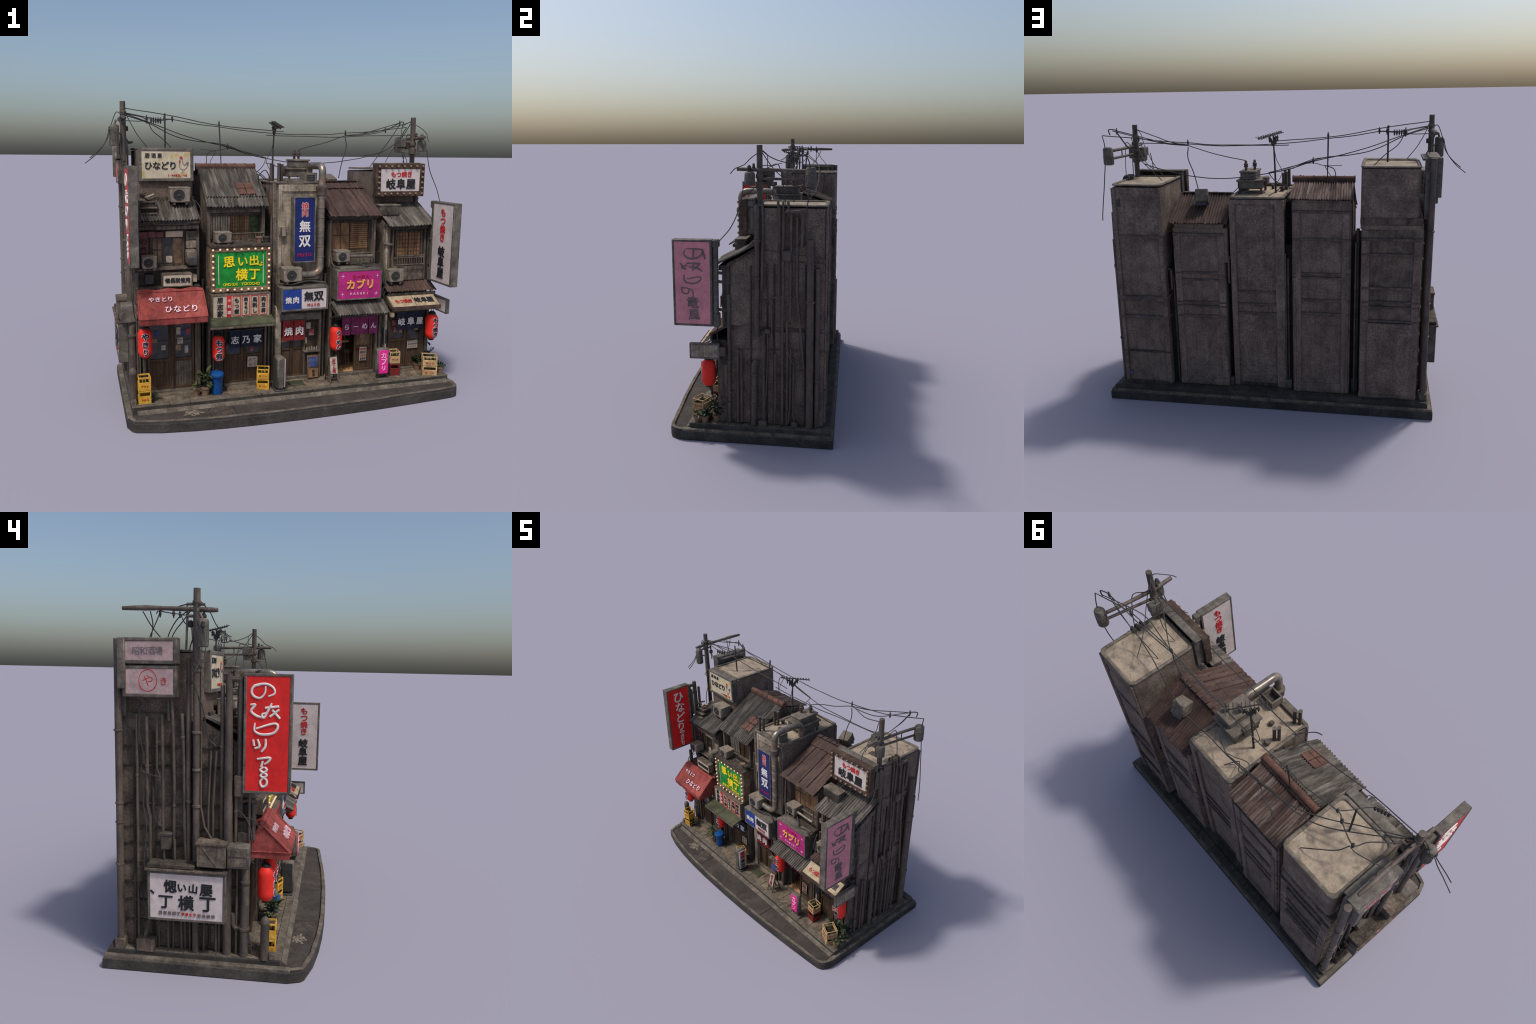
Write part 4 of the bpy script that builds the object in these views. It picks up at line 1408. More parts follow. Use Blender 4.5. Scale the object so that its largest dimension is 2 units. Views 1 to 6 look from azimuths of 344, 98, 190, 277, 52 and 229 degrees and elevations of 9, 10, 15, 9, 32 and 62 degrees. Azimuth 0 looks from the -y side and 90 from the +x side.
rf.corrugated((.555, .392, 1.022), (.238, .392, 1.022), (.248, .165, 1.148), (.553, .165, 1.148), 20, .0036, .005, ragged=.006)
for xx in (.30, .40, .47):
    rf.bar((xx, -.132, .988), (xx + .004, .112, 1.112), .006, .006)
rf.box((.253, -.128, .958), (.549, -.112, .974), .002, 'timber_dark')
for xx in (.256, .542):
    rf.prism([(-.135, .962), (-.115, .962), (.17, 1.112), (.17, 1.130)], xx - .004, xx + .004, 'timber_dark')
for i in range(7):
    rf.obox((.275 + .04 * i, .168, 1.149), (.036, .026, .006), (rng.uniform(-.05, .05), 0, rng.uniform(-.05, .05)), .002)
emit('sheet_roof', rf, B4)
fl = MB('unit_beige')
fl.obox((.402, .268, 1.142), (.070, .072, .070), (.45, 0, .25), .004, 'parapet')
fl.obox((.396, .298, 1.126), (.058, .012, .056), (.45, 0, .25), .002, 'glass_dark')
fl.bar((.41, .245, 1.06), (.41, .255, 1.125), .014, .014, mat='pipe_metal')
emit('flood_lamp', fl, B4)
window(B4, .290, .508, .775, .930, -.058, [('timber_orange', 'cross'), ('timber_orange', 'blind')], .012)
p = MB('pipe_metal')
p.tube([(.37, -.115, .752), (.515, -.115, .748)], .009, 10, 'duct_metal')
p.tube(spline([(.266, -.11, .95), (.263, -.115, .80), (.272, -.12, .72), (.285, -.13, .70)]), .006, 8)
p.tube([(.522, -.115, .84), (.524, -.115, .735)], .0045, 8)
emit('facade_pipe', p, B4)
air_conditioner(.293, .374, .722, .784, -.136, .065, .42)
mb = MB('sign_frame').box((.30, -.175, .686), (.44, -.10, .700), .004).box((.44, -.17, .686), (.53, -.105, .696), .004)
mb.tube(spline([(.39, -.13, .73), (.43, -.15, .712), (.45, -.17, .702), (.50, -.15, .698), (.545, -.17, .69), (.556, -.15, .62), (.550, -.16, .53)]), .004, 6, 'cable_black')
mb.tube(spline([(.36, -.12, .71), (.42, -.12, .705), (.47, -.13, .715), (.52, -.12, .70)]), .003, 6, 'cable_black')
emit('sign_clutter', mb, B4)
ob, s = signboard(.273, .538, .523, .690, -.196, .095, .008, 'face_magenta')
t = MB()
write(t, 'らーめん', s, row(4, -.045, .058, .047, .024), 'ink_crimson', bold=.015)
write(t, 'カブリ', s, row(3, -.080, .090, .004, .058), 'ink_gold', bold=.035, depth=.005)
write(t, 'KABURI', s, row(6, -.056, .058, -.048, .018), 'ink_pinkwhite', bold=.01)
for u, v in ((-.098, .050), (.105, .048), (-.098, -.050), (.100, -.052)):
    for du, dv in ((.011, 0), (0, .012)):
        t.tube([s(u - du, v - dv, .001), s(u, v, .001), s(u + du, v + dv, .001)], [.0006, .0016, .0006], 5, 'ink_pinkwhite')
emit('lettering', t, ob)
aw = MB('roof_metal').corrugated((.258, -.256, .461), (.566, -.254, .458), (.572, -.150, .512), (.256, -.150, .512), 20, .0034, nv=5)
aw.box((.262, -.245, .444), (.560, -.235, .454), .002, 'timber_dark')
for xx in (.262, .558):
    aw.bar((xx, -.245, .45), (xx, -.11, .495), .006, .012, mat='timber_dark')
    aw.bar((xx, -.22, .45), (xx, -.115, .40), .006, .006, mat='timber_dark')
emit('awning', aw)
noren(.328, .542, .318, .420, -.156, 4, 'cloth_purple', 'らーめん', tmat='ink_pinkwhite', size=.036)
sliding_door(B4, .418, .530, .092, .385, -.124, .48, glass='glass_warm', posters=2)
p = MB('poster_cream').obox((.470, -.133, .195), (.042, .003, .078), (0, .02, 0), .0005)
for i in range(3):
    for j in range(4):
        p.obox((.458 + .012 * i, -.135, .168 + .018 * j), (.009, .002, .014), (0, 0, 0), .0003, 'poster_red' if j % 2 else 'unit_dark')
emit('poster', p, B4)
paper_lantern(.282, -.180, .248, .380, .0345, 'ら・めん', .05)

# ---- fifth shop (far right): flat tower, lean-to roofs, bulb sign
b = MB('wall_dark')
b.prism([(-.112, .07), (.398, .07), (.398, .96), (.05, 1.005), (-.10, .925), (-.10, .44), (-.112, .44)], .590, .862)
b.slab(rounded(.588, .856, .046, .402, .016), .92, 1.209, .002, 'wall_dark')
b.slab(rounded(.584, .862, .05, .408, .012), .938, .952, .003, 'rear_band')
b.slab(rounded(.581, .864, -.092, .411, .012), .580, .608, .004, 'rear_band')
b.slab(rounded(.581, .864, -.092, .411, .012), .480, .494, .004, 'rear_band')
for z0, z1 in ((.275, .285), (.08, .10)):
    b.box((.586, .398, z0), (.862, .409, z1), .002, 'timber_dark')
b.box((.586, .398, .08), (.612, .408, .94), .002)
b.box((.838, .398, .08), (.860, .408, 1.205), .002)
b.box((.586, .398, .95), (.606, .406, 1.205), .001)
b.box((.815, .400, 1.105), (.832, .4065, 1.145), .001, 'unit_dark')
b.box((.822, .4, .13), (.838, .4065, .155), .001, 'poster_blue')
for xx, w, m in ((.600, .016, 'wall_light'), (.622, .008, 'timber_dark'), (.862, .018, 'timber_grey'), (.838, .008, 'timber_dark')):
    b.box((xx - w / 2, -.150, .08), (xx + w / 2, -.08, .50), .003, m)
for xx, w, m in ((.606, .022, 'wall_light'), (.640, .012, 'timber_grey'), (.842, .012, 'timber_grey'), (.866, .016, 'timber_dark')):
    b.box((xx - w / 2, -.120, .60), (xx + w / 2, -.08, .92), .003, m)
b.box((.60, -.135, .395), (.872, -.08, .52), .003, 'timber_dark')
b.box((.65, -.118, .60), (.835, -.085, .680), .002, 'wall_mid')
b.box((.595, -.138, .895), (.872, -.08, .918), .003, 'timber_dark')
b.box((.625, -.160, .07), (.85, -.08, .098), .002, 'kerb_stone')
b.box((.64, -.175, .07), (.78, -.08, .089), .002, 'paving')
B5 = emit('shop_building', b)
roof_deck(B5, .583, .860, .044, .406, 1.226, .030, .016)
rf = MB('roof_metal').corrugated((.586, -.176, .916), (.884, -.164, .920), (.882, .05, 1.031), (.588, .05, 1.031), 17, .003)
rf.prism([(-.14, .895), (-.12, .895), (.05, 1.0), (.05, 1.015)], .874, .882, 'timber_dark')
rf.prism([(-.14, .895), (-.12, .895), (.05, 1.0), (.05, 1.015)], .590, .598, 'timber_dark')
emit('corrugated_roof', rf, B5)
rf = MB('roof_rust').corrugated((.578, -.193, .556), (.884, -.191, .556), (.882, -.095, .606), (.580, -.095, .606), 16, .003, nv=4)
rf.box((.584, -.185, .530), (.882, -.175, .545), .002, 'timber_dark')
rf.box((.590, -.180, .512), (.872, -.10, .528), .002, 'timber_dark')
emit('canopy_roof', rf, B5)
mb = MB('sign_frame')
mb.box((.572, -.084, .968), (.692, -.026, 1.022), .005)
mb.box((.569, -.088, 1.018), (.695, -.022, 1.028), .003, 'parapet')
for i in range(17):
    mb.box((.577 + .0066 * i, -.0885, .972), (.5800 + .0066 * i, -.082, 1.018), .0008)
mb.tube([(.60, -.089, 1.01), (.635, -.10, .95)], .0022, 5, 'cable_black')
emit('ventilation_unit', mb, B5)
ob, s = signboard(.566, .870, 1.067, 1.252, -.030, .040, .030, 'face_white', 'sign_frame_rust', proud=.006)
bulbs(ob, bulb_ring(.582, .854, 1.083, 1.236, -.030, 8, 6), .0075, 'bulb_dull')
t = MB()
write(t, 'もつ焼き', s, row(4, -.062, .072, .032, .034), 'ink_red', bold=.03)
write(t, '岐阜屋', s, row(3, -.092, .098, -.022, .062), 'ink_black', bold=.04)
emit('lettering', t, ob)
mb = MB('sign_frame')
mb.box((.580, .0, 1.075), (.600, .05, 1.245), .003).box((.835, .0, 1.075), (.858, .05, 1.245), .003)
mb.box((.575, .006, 1.245), (.862, .046, 1.256), .003)
emit('sign_bracket', mb, B5)
window(B5, .668, .818, .745, .872, -.100, [('timber_orange', 'lattice'), ('timber_orange', 'lattice')], .012)
railing(B5, .660, .826, .692, .748, -.138, 11)
air_conditioner(.600, .692, .602, .672, -.162, .065, .42)
mb = MB('pipe_metal')
mb.tube([(.612, -.12, .92), (.612, -.12, .62)], .006, 8)
mb.tube(spline([(.585, -.115, .815), (.61, -.135, .810), (.635, -.125, .808)]), .008, 8)
mb.tube(spline([(.57, -.13, .66), (.585, -.15, .60), (.575, -.14, .55), (.588, -.14, .50), (.578, -.13, .44)]), .0045, 6, 'cable_black')
mb.tube(spline([(.575, -.13, .70), (.568, -.15, .62), (.59, -.15, .57), (.58, -.14, .52)]), .004, 6, 'cable_black')
mb.lathe((.600, -.138, .24), [(.012, 0), (.014, .01), (.014, .09), (.010, .10)], 10, 'unit_dark')
mb.box((.589, -.140, .185), (.611, -.13, .228), .001, 'poster_blue')
mb.box((.616, -.175, .404), (.638, -.15, .432), .004, 'bulb_glow')
emit('facade_pipe', mb, B5)
aw = MB('face_board')
e0, e1 = V((0, -.258, .484)), V((0, -.178, .530))
aw.prism([(-.258, .484), (-.178, .530), (-.170, .524), (-.252, .476)], .584, .868)
aw.prism([(-.262, .462), (-.262, .486), (-.252, .484), (-.250, .462)], .580, .872, 'sign_frame_rust')
aw.prism([(-.262, .462), (-.250, .462), (-.12, .500), (-.12, .515), (-.17, .520)], .582, .588, 'timber_dark')
aw.prism([(-.262, .462), (-.250, .462), (-.12, .500), (-.12, .515), (-.17, .520)], .864, .870, 'timber_dark')
aw.box((.724, -.2595, .484), (.7265, -.2575, .486), .0003, 'timber_brown')
ob = emit('awning', aw)
sl = plane((.726, -.218, .5072), X, e1 - e0, V((0, -.046, .080)))
t = MB()
write(t, 'もつ焼き', sl, row(4, -.118, -.010, -.004, .030), 'ink_red', bold=.02)
write(t, '岐阜屋', sl, row(3, .004, .122, .0, .042), 'ink_black', bold=.04)
t.bar(sl(0, -.043, .001), sl(0, .043, .001), .002, .001, mat='timber_brown')
emit('lettering', t, ob)
noren(.655, .828, .325, .432, -.165, 3, 'cloth_navy', '岐阜屋', size=.046)
sliding_door(B5, .630, .735, .092, .395, -.132, .55, posters=3)
sliding_door(B5, .737, .836, .092, .395, -.134, .48, posters=4)
p = MB('poster_cream').obox((.775, -.143, .228), (.066, .003, .046), (0, -.05, 0), .0005)
for i, m in enumerate(('poster_tan', 'poster_blue', 'poster_tan')):
    for j in range(5):
        p.obox((.752 + .0115 * j, -.145, .243 - .014 * i + .0006 * j), (.008, .0015, .008), (0, -.05, 0), .0003, m)
emit('poster', p, B5)
paper_lantern(.858, -.201, .276, .418, .036, 'もつ焼き', .05)

# ------------------------------------------------------------------ hanging side signs
ob, ss = side_sign(-.775, -.312, -.122, .770, 1.240, .044, 1, .012, 'face_red', 'face_red')
t = MB()
write(t, 'ひなどりやきとり', ss[0], [(0, .165, .085), (.005, .085, .085), (0, .005, .085), (0, -.065, .07), (.002, -.115, .045), (.002, -.148, .04), (.0, -.178, .04), (0, -.205, .035)], 'ink_white', bold=.012, depth=.004)
emit('lettering', t, ob)
t = MB()
strokes(t, ss[1], (701, 597), .001085, [
    [(648, 424), (670, 420)], [(690, 424), (688, 448), (672, 467), (650, 462), (640, 444), (652, 424), (690, 416), (718, 430), (722, 450), (700, 461)],
    [(637, 492), (655, 492), (640, 514), (662, 532), (692, 537)], [(694, 520), (680, 526), (684, 538), (696, 528)], [(690, 502), (741, 495)], [(714, 484), (702, 510), (690, 534)],
    [(716, 508), (745, 538)], [(742, 506), (708, 533)],
    [(655, 556), (655, 584), (682, 597), (724, 590), (738, 566), (722, 557), (660, 576)],
    [(650, 616), (654, 638)], [(666, 614), (673, 640), (656, 648)], [(695, 612), (694, 640), (680, 660)],
    [(665, 686), (710, 680), (706, 694), (692, 704)], [(686, 692), (680, 714)],
    [(690, 714), (677, 724), (690, 734), (701, 724), (692, 714)], [(690, 735), (679, 744), (690, 752), (702, 743), (690, 735)],
    [(690, 753), (678, 768), (686, 786), (700, 780), (702, 762), (690, 753)]], .0046, 'ink_white')
emit('lettering', t, ob)
mb = MB('timber_grey')
mb.tube([(-.797, -.108, .775), (-.797, -.108, 1.225)], .011, 10, 'pipe_metal')
mb.tube([(-.797, -.108, 1.215), (-.797, -.064, 1.215)], .012, 8, 'pipe_metal')
mb.tube([(-.79, -.13, 1.16), (-.785, -.055, 1.16)], .007, 8, 'pipe_metal')
mb.box((-.812, -.125, .752), (-.782, -.088, .838), .004, 'timber_grey')
mb.tube([(-.783, -.10, 1.19), (-.783, -.10, 1.0)], .008, 8, 'pipe_metal')
emit('sign_bracket', mb, ob)

ob, ss = side_sign(.894, -.370, -.166, .604, 1.050, .046, 1, .012, 'face_rose', 'face_white')
t = MB()
strokes(t, ss[0], (238, 731), .00112, [
    [(208, 576), (202, 600), (225, 618), (262, 614), (284, 596), (280, 576), (212, 574)], [(246, 576), (243, 617)], [(286, 574), (298, 618)],
    [(184, 640), (196, 655), (216, 648)], [(190, 662), (212, 666)], [(215, 640), (276, 640)], [(246, 640), (240, 672)], [(224, 656), (264, 662), (285, 676)], [(272, 644), (250, 664)],
    [(200, 694), (205, 724), (244, 732), (274, 716), (272, 700), (214, 711)],
    [(186, 750), (191, 774), (214, 780), (220, 757), (188, 752)], [(226, 756), (238, 768), (240, 796)]], .0036, 'ink_grey')
write(t, '竜風', ss[0], [(-.002, -.100, .066), (.004, -.162, .062)], 'ink_grey', bold=.02, depth=.003)
emit('lettering', t, ob)
t = MB()
write(t, 'もつ焼き', ss[1], column(4, .002, .190, .012, .048), 'ink_red', bold=.03, depth=.003)
write(t, '岐阜屋', ss[1], column(3, .002, -.015, -.190, .060), 'ink_black', bold=.04, depth=.003)
emit('lettering', t, ob)
mb = MB('pipe_metal')
mb.box((.856, -.166, .61), (.884, -.140, 1.02), .005, 'sign_frame')
mb.box((.852, -.170, 1.010), (.888, -.132, 1.050), .005, 'sign_frame')
mb.box((.852, -.168, .600), (.888, -.132, .672), .005, 'sign_frame')
for zz in (.88, .835, .69):
    mb.tube([(.868, -.15, zz), (.868, -.08, zz - .005)], .008, 8)
mb.tube(spline([(.868, -.145, .605), (.872, -.15, .56), (.878, -.14, .50), (.878, -.13, .42)]), .0035, 6, 'cable_black')
emit('sign_bracket', mb, ob)

ob, ss = side_sign(.909, -.288, -.132, .435, .518, .022, 1, .009, 'wall_light', 'face_white')
mb = MB('pipe_metal').box((.882, -.140, .45), (.906, -.10, .50), .003)
emit('sign_bracket', mb, ob)

# ------------------------------------------------------------------ left flank: poles, pipes, boxes, boards
ob, ss = side_sign(-.836, .139, .374, 1.266, 1.368, .06, -1, .016, 'face_pinkish')
t = MB()
write(t, '昭和酒場', ss[0], row(4, -.062, .062, .0, .034), 'ink_grey', bold=.0, depth=.0015)
emit('lettering', t, ob)
ob, ss = side_sign(-.832, .141, .360, 1.138, 1.262, .055, -1, .014, 'face_pinkish')
t = MB()
write(t, 'やき', ss[0], [(-.005, .004, .050), (.058, .002, .036)], 'ink_red', bold=.0, depth=.0015)
f = ss[0]
t.tube([f(-.005 + math.cos(a) * .036, .004 + math.sin(a) * .042, .0005) for a in [2 * math.pi * i / 24 for i in range(25)]], .0018, 4, 'ink_red')
emit('lettering', t, ob)
mb = MB('sign_frame')
mb.box((-.846, .345, 1.17), (-.795, .376, 1.366), .003)
mb.box((-.80, .15, 1.14), (-.75, .36, 1.15), .002).box((-.80, .15, 1.35), (-.75, .36, 1.36), .002)
mb.box((-.79, .36, 1.06), (-.765, .376, 1.36), .002)
emit('sign_bracket', mb, ob)

ob, ss = side_sign(-.868, -.068, .252, .236, .446, .05, -1, .012, 'face_white')
t = MB()
write(t, '、愢い山屡', ss[0], [(-.125, .030, .050), (-.065, .042, .056), (-.018, .040, .040), (.028, .038, .042), (.082, .036, .056)], 'ink_black', bold=.04)
write(t, '丁横丁', ss[0], [(-.085, -.022, .066), (.0, -.024, .066), (.088, -.022, .070)], 'ink_black', bold=.03)
write(t, '居酒屋横丁', ss[0], row(5, -.115, -.02, -.070, .016), 'ink_grey')
write(t, 'やきとり', ss[0], row(4, -.02, .045, -.071, .016), 'ink_red')
write(t, '備長炭焼', ss[0], row(4, .045, .120, -.074, .016), 'ink_grey')
emit('lettering', t, ob)
mb = MB('timber_grey')
mb.box((-.878, -.072, .446), (-.785, .262, .456), .003)
mb.box((-.868, .06, .456), (-.79, .255, .474), .003, 'timber_dark')
mb.bar((-.81, .255, .235), (-.81, .285, .12), .014, .014)
mb.box((-.83, .235, .075), (-.785, .315, .132), .004)
emit('sign_bracket', mb, ob)

mb = MB('wall_mid')
mb.box((-.866, -.066, .470), (-.78, .052, .562), .004)
mb.box((-.870, -.070, .560), (-.776, .056, .572), .004, 'timber_grey')
mb.bar((-.8675, .035, .56), (-.8675, -.03, .48), .004, .003, mat='timber_grey')
mb.box((-.856, -.158, .470), (-.775, -.068, .560), .004, 'sign_frame')
mb.box((-.859, -.148, .520), (-.853, -.076, .548), .001)
mb.box((-.859, -.148, .480), (-.853, -.076, .512), .001)
emit('meter_box', mb)

xw = -.790
L = [
    ([(xw, .316, 1.068), (xw, .316, .30), (xw - .004, .312, .08)], .0062, (.82, .40)),
    ([(xw, .274, 1.060), (xw, .274, .70), (xw, .262, .65), (xw, .262, .447)], .0078, (.86,)),
    ([(xw, .233, 1.068), (xw, .233, .955), (xw, .233, .85), (xw, .222, .82)], .0042, (.955,)),
    ([(xw, .212, 1.068), (xw, .207, .80), (xw, .207, .58)], .0072, ()),
    ([(xw, .172, 1.160), (xw, .166, 1.03), (xw, .160, .80), (xw, .163, .47)], .0064, (.70,)),
    ([(xw, .185, 1.16), (xw, .185, 1.045)], .006, ()),
    ([(xw, .130, 1.075), (xw, .120, .86), (xw, .118, .62), (xw, .110, .46)], .0075, (.98,)),
    ([(xw, .100, 1.290), (xw, .102, .80), (xw, .098, .45)], .0105, (1.2, .72)),
    ([(xw - .004, .050, 1.290), (xw - .004, .050, .70), (xw - .004, .035, .62), (xw - .01, .0, .565)], .0052, (1.0,)),
    ([(xw, .010, .930), (xw, .020, .70), (xw, .020, .58)], .0052, ()),
    ([(xw, -.012, .930), (xw, .000, .72), (xw, .0, .58)], .0052, ()),
    ([(xw, -.035, 1.190), (xw, -.037, .56)], .0092, (.95,)),
    ([(xw, -.094, .80), (xw, -.094, .56)], .0072, (.76, .69)),
    ([(xw - .012, .155, .56), (xw - .012, .155, .46)], .006, ()),
    ([(xw - .012, .20, .54), (xw - .012, .20, .46)], .005, ()),
    ([(-.805, -.139, .08), (-.805, -.139, .18), (-.803, -.139, .19), (-.803, -.139, .30)], .0185, (.20,)),
    ([(-.803, -.139, .30), (-.803, -.139, .445), (-.79, -.125, .462)], .0165, (.40,)),
    ([(-.80, -.105, .55), (-.80, -.105, .085)], .0058, ()),
    ([(-.80, -.088, .26), (-.80, -.090, .215), (-.80, -.100, .199), (-.80, -.118, .199), (-.80, -.130, .215), (-.80, -.139, .245)], .0105, ()),
    ([(-.78, -.148, .56), (-.78, -.150, .085)], .006, ()),
    ([(-.785, -.148, .93), (-.785, -.148, .57)], .0055, (.655,)),
    ([(-.776, -.165, .72), (-.776, -.165, .57)], .009, (.64,)),
]
for yy in (.227, .189, .165, .132, .116, .094, .072, .033, -.015, -.031):
    L.append(([(xw + rng.uniform(-.004, .004), yy, .26), (xw, yy + rng.uniform(-.003, .003), .08)], rng.choice([.004, .005, .0062]), ()))
LP = emit('wall_pipework', MB('pipe_metal').box((-.812, .168, .515), (-.778, .214, .582), .006).box((-.815, .165, .575), (-.778, .217, .588), .003).box((-.81, .372, .075), (-.775, .405, .13), .003))
pipe_run(LP, L)
for pts in ([(-.795, .30, 1.12), (-.80, .302, 1.0), (-.80, .285, .90), (-.80, .292, .84), (-.80, .21, .815)],
            [(-.80, .296, .83), (-.80, .287, .70), (-.80, .275, .60), (-.805, .285, .46), (-.805, .27, .40)],
            [(-.80, .316, .45), (-.805, .305, .36), (-.81, .275, .27), (-.815, .25, .25)],
            [(-.80, .07, 1.28), (-.815, .075, 1.20), (-.81, .04, 1.10), (-.80, .02, .99), (-.80, -.01, .955)],
            [(-.79, -.10, .70), (-.80, -.14, .66), (-.80, -.16, .60), (-.79, -.158, .50), (-.775, -.17, .47)],
            [(-.80, -.135, .25), (-.81, -.155, .20), (-.81, -.175, .09)],
            [(-.79, -.12, .665), (-.79, -.17, .655), (-.785, -.19, .62)]):
    cable(pts, .0028)

# poles of the left end
mp = MB('timber_grey')
mp.tube([(-.804, .067, .08), (-.803, .067, .80), (-.805, .067, 1.27)], [.0145, .0138, .0135], 12, 'pipe_metal')
mp.tube([(-.806, .067, 1.26), (-.806, .067, 1.35), (-.806, .067, 1.556)], [.0165, .0155, .0140], 12, 'pipe_metal')
for zz in (.70, .85, 1.0, 1.24, 1.47, 1.50):
    mp.lathe((-.805, .067, zz), [(.015, 0), (.0175, .001), (.0175, .009), (.015, .010)], 12)
UP = emit('utility_pole', mp)
ca = MB('timber_grey')
ca.tube([(-.808, -.016, 1.476), (-.808, .02, 1.477), (-.808, .20, 1.479), (-.808, .27, 1.481), (-.808, .362, 1.480)], [.008, .0105, .0085, .011, .0075], 10, 'pipe_metal')
ca.tube([(-.806, .035, 1.497), (-.806, .105, 1.497)], .0055, 8, 'pipe_metal')
ca.tube([(-.806, .105, 1.50), (-.806, .108, 1.36)], .0035, 8, 'pipe_metal')
ca.tube([(-.806, .03, 1.452), (-.806, .105, 1.452)], .006, 8, 'pipe_metal')
emit('crossarm', ca, UP)


def transformer_can(parent, x, y, z0, z1, r, mat='sign_frame'):
    h = z1 - z0
    mb = MB(mat).lathe((x, y, z0), [(r * .86, 0), (r, .003), (r, h * .60), (r * 1.04, h * .61), (r * 1.04, h * .66), (r, h * .67), (r, h - .010), (r * .85, h - .002), (r * .55, h + .001)], 18)
    for i in range(12):
        a = 2 * math.pi * i / 12
        mb.obox((x + math.cos(a) * r, y + math.sin(a) * r, z0 + h * .3), (.002, .004, h * .5), (0, 0, a), .0005)
    return emit('transformer', mb, parent)


transformer_can(UP, -.851, .034, 1.334, 1.440, .0235)
ins = MB('unit_dark')
ins.tube([(-.851, .034, 1.437), (-.842, .05, 1.462)], .0055, 8, 'pipe_metal')
ins.tube([(-.83, .05, 1.395), (-.806, .067, 1.395)], .005, 8, 'pipe_metal')
ins.lathe((-.872, .028, 1.405), [(.004, 0), (.009, .004), (.009, .012), (.005, .016), (.008, .02), (.003, .026)], 10)
ins.lathe((-.790, .095, 1.41), [(.008, 0), (.012, .004), (.012, .022), (.006, .026)], 10)
emit('insulator', ins, UP)
bp = MB('pipe_metal').tube([(-.802, .389, .08), (-.801, .389, .70), (-.803, .388, 1.365)], [.0165, .0158, .0155], 12)
for zz in (.44, .62, .70, 1.0):
    bp.lathe((-.802, .389, zz), [(.0165, 0), (.0185, .001), (.0185, .007), (.0165, .008)], 12)
bp.box((-.824, .366, .075), (-.780, .412, .122), .004, 'timber_grey')
emit('steel_post', bp)
bp = MB('timber_grey').tube([(-.801, -.066, .078), (-.801, -.065, .60), (-.799, -.063, .85), (-.799, -.063, 1.236)], [.0185, .0185, .0175, .0135], 12, 'pipe_metal')
bp.lathe((-.801, -.066, .55), [(.018, 0), (.0215, .002), (.0215, .012), (.018, .014)], 12)
emit('steel_post', bp)
bo = MB('pipe_metal').lathe((-.812, -.226, .078), [(.0195, 0), (.0185, .04), (.0180, .150), (.0195, .152), (.0195, .158), (.0175, .170), (.011, .180), (.002, .184)], 16)
bo.box((-.826, -.272, .078), (-.800, -.244, .108), .003, 'kerb_stone')
emit('bollard', bo)

# ------------------------------------------------------------------ right flank pipework
xr = .881
R = [
    ([(.862, .052, 1.215), (.870, .058, 1.205), (.872, .058, .90), (xr, .058, .60), (xr, .062, .56)], .0140, (1.05, .86)),
    ([(.862, .086, 1.235), (.866, .086, 1.10), (xr, .084, .80)], .0075, ()),
    ([(.866, .170, 1.215), (.868, .170, .98), (xr, .170, .775), (xr, .134, .757), (xr, .134, .555)], .0062, (.75,)),
    ([(.868, .190, 1.19), (.870, .190, .97), (xr, .190, .60), (xr, .190, .09)], .0072, (.77,)),
    ([(.868, .229, 1.21), (.870, .229, .95), (xr, .229, .655), (xr, .212, .637), (xr, .212, .50)], .0070, (.77,)),
    ([(.862, .195, 1.19), (.872, .205, 1.196), (.872, .272, 1.196), (.872, .284, 1.18), (.872, .284, 1.02)], .0085, ()),
    ([(.868, .258, 1.17), (.872, .260, .95), (xr, .262, .77), (xr, .282, .58), (xr, .298, .40)], .0070, (.81, .77)),
    ([(.882, .326, 1.060), (xr + .008, .328, .60), (xr + .010, .330, .075)], .0190, (.75,)),
    ([(xr, .364, .915), (xr, .364, .085)], .0112, (.77, .34)),
    
    ([(.874, -.086, .773), (.878, -.086, .085)], .0092, (.60, .42, .36, .25, .19)),
    ([(xr, -.042, .09), (xr, -.042, .465), (xr, -.038, .482), (xr, -.028, .482), (xr, -.022, .465), (xr, -.022, .09)], .0072, ()),
    ([(.872, .052, .425), (xr, .044, .412), (xr + .004, .042, .085)], .0155, (.36, .29, .20)),
    ([(xr, .094, .590), (xr, .092, .34), (xr, .094, .09)], .0078, (.35,)),
    ([(xr, .112, .585), (xr, .116, .46), (xr, .104, .25), (xr, .094, .14)], .0042, ()),
    ([(xr, .152, .47), (xr, .154, .22), (xr, .150, .09)], .0068, (.23,)),
    ([(xr, .215, .52), (xr, .213, .085)], .0062, (.48,)),
    ([(xr, .232, .50), (xr, .230, .20), (xr, .222, .10)], .0060, ()),
    ([(xr + .004, .217, .49), (xr + .004, .232, .44), (xr + .004, .247, .425), (xr + .004, .246, .14)], .0045, ()),
]
RP = emit('wall_pipework', MB('pipe_metal').box((.858, .186, .950), (.892, .232, 1.002), .006).box((.855, .176, .525), (.884, .208, .590), .006)
          .box((.866, .066, .075), (.900, .108, .108), .004).box((.868, .238, .075), (.896, .272, .108), .004).tube([(.882, .25, .11), (.882, .25, .18)], .005, 8)
          .box((.872, .10, .575), (.896, .128, .60), .004).box((.856, .02, 1.10), (.872, .052, 1.21), .004))
pipe_run(RP, R)
tp = MB('pipe_metal')
for yy in (.16, .185, .21):
    tp.tube(spline([(.835, yy, 1.215), (.835, yy, 1.238), (.858, yy, 1.240), (.868, yy + .004, 1.215), (.87, yy + .005, 1.17)], 4), .0055, 8)
emit('roof_pipe', tp, RP)
sw = MB('timber_dark')
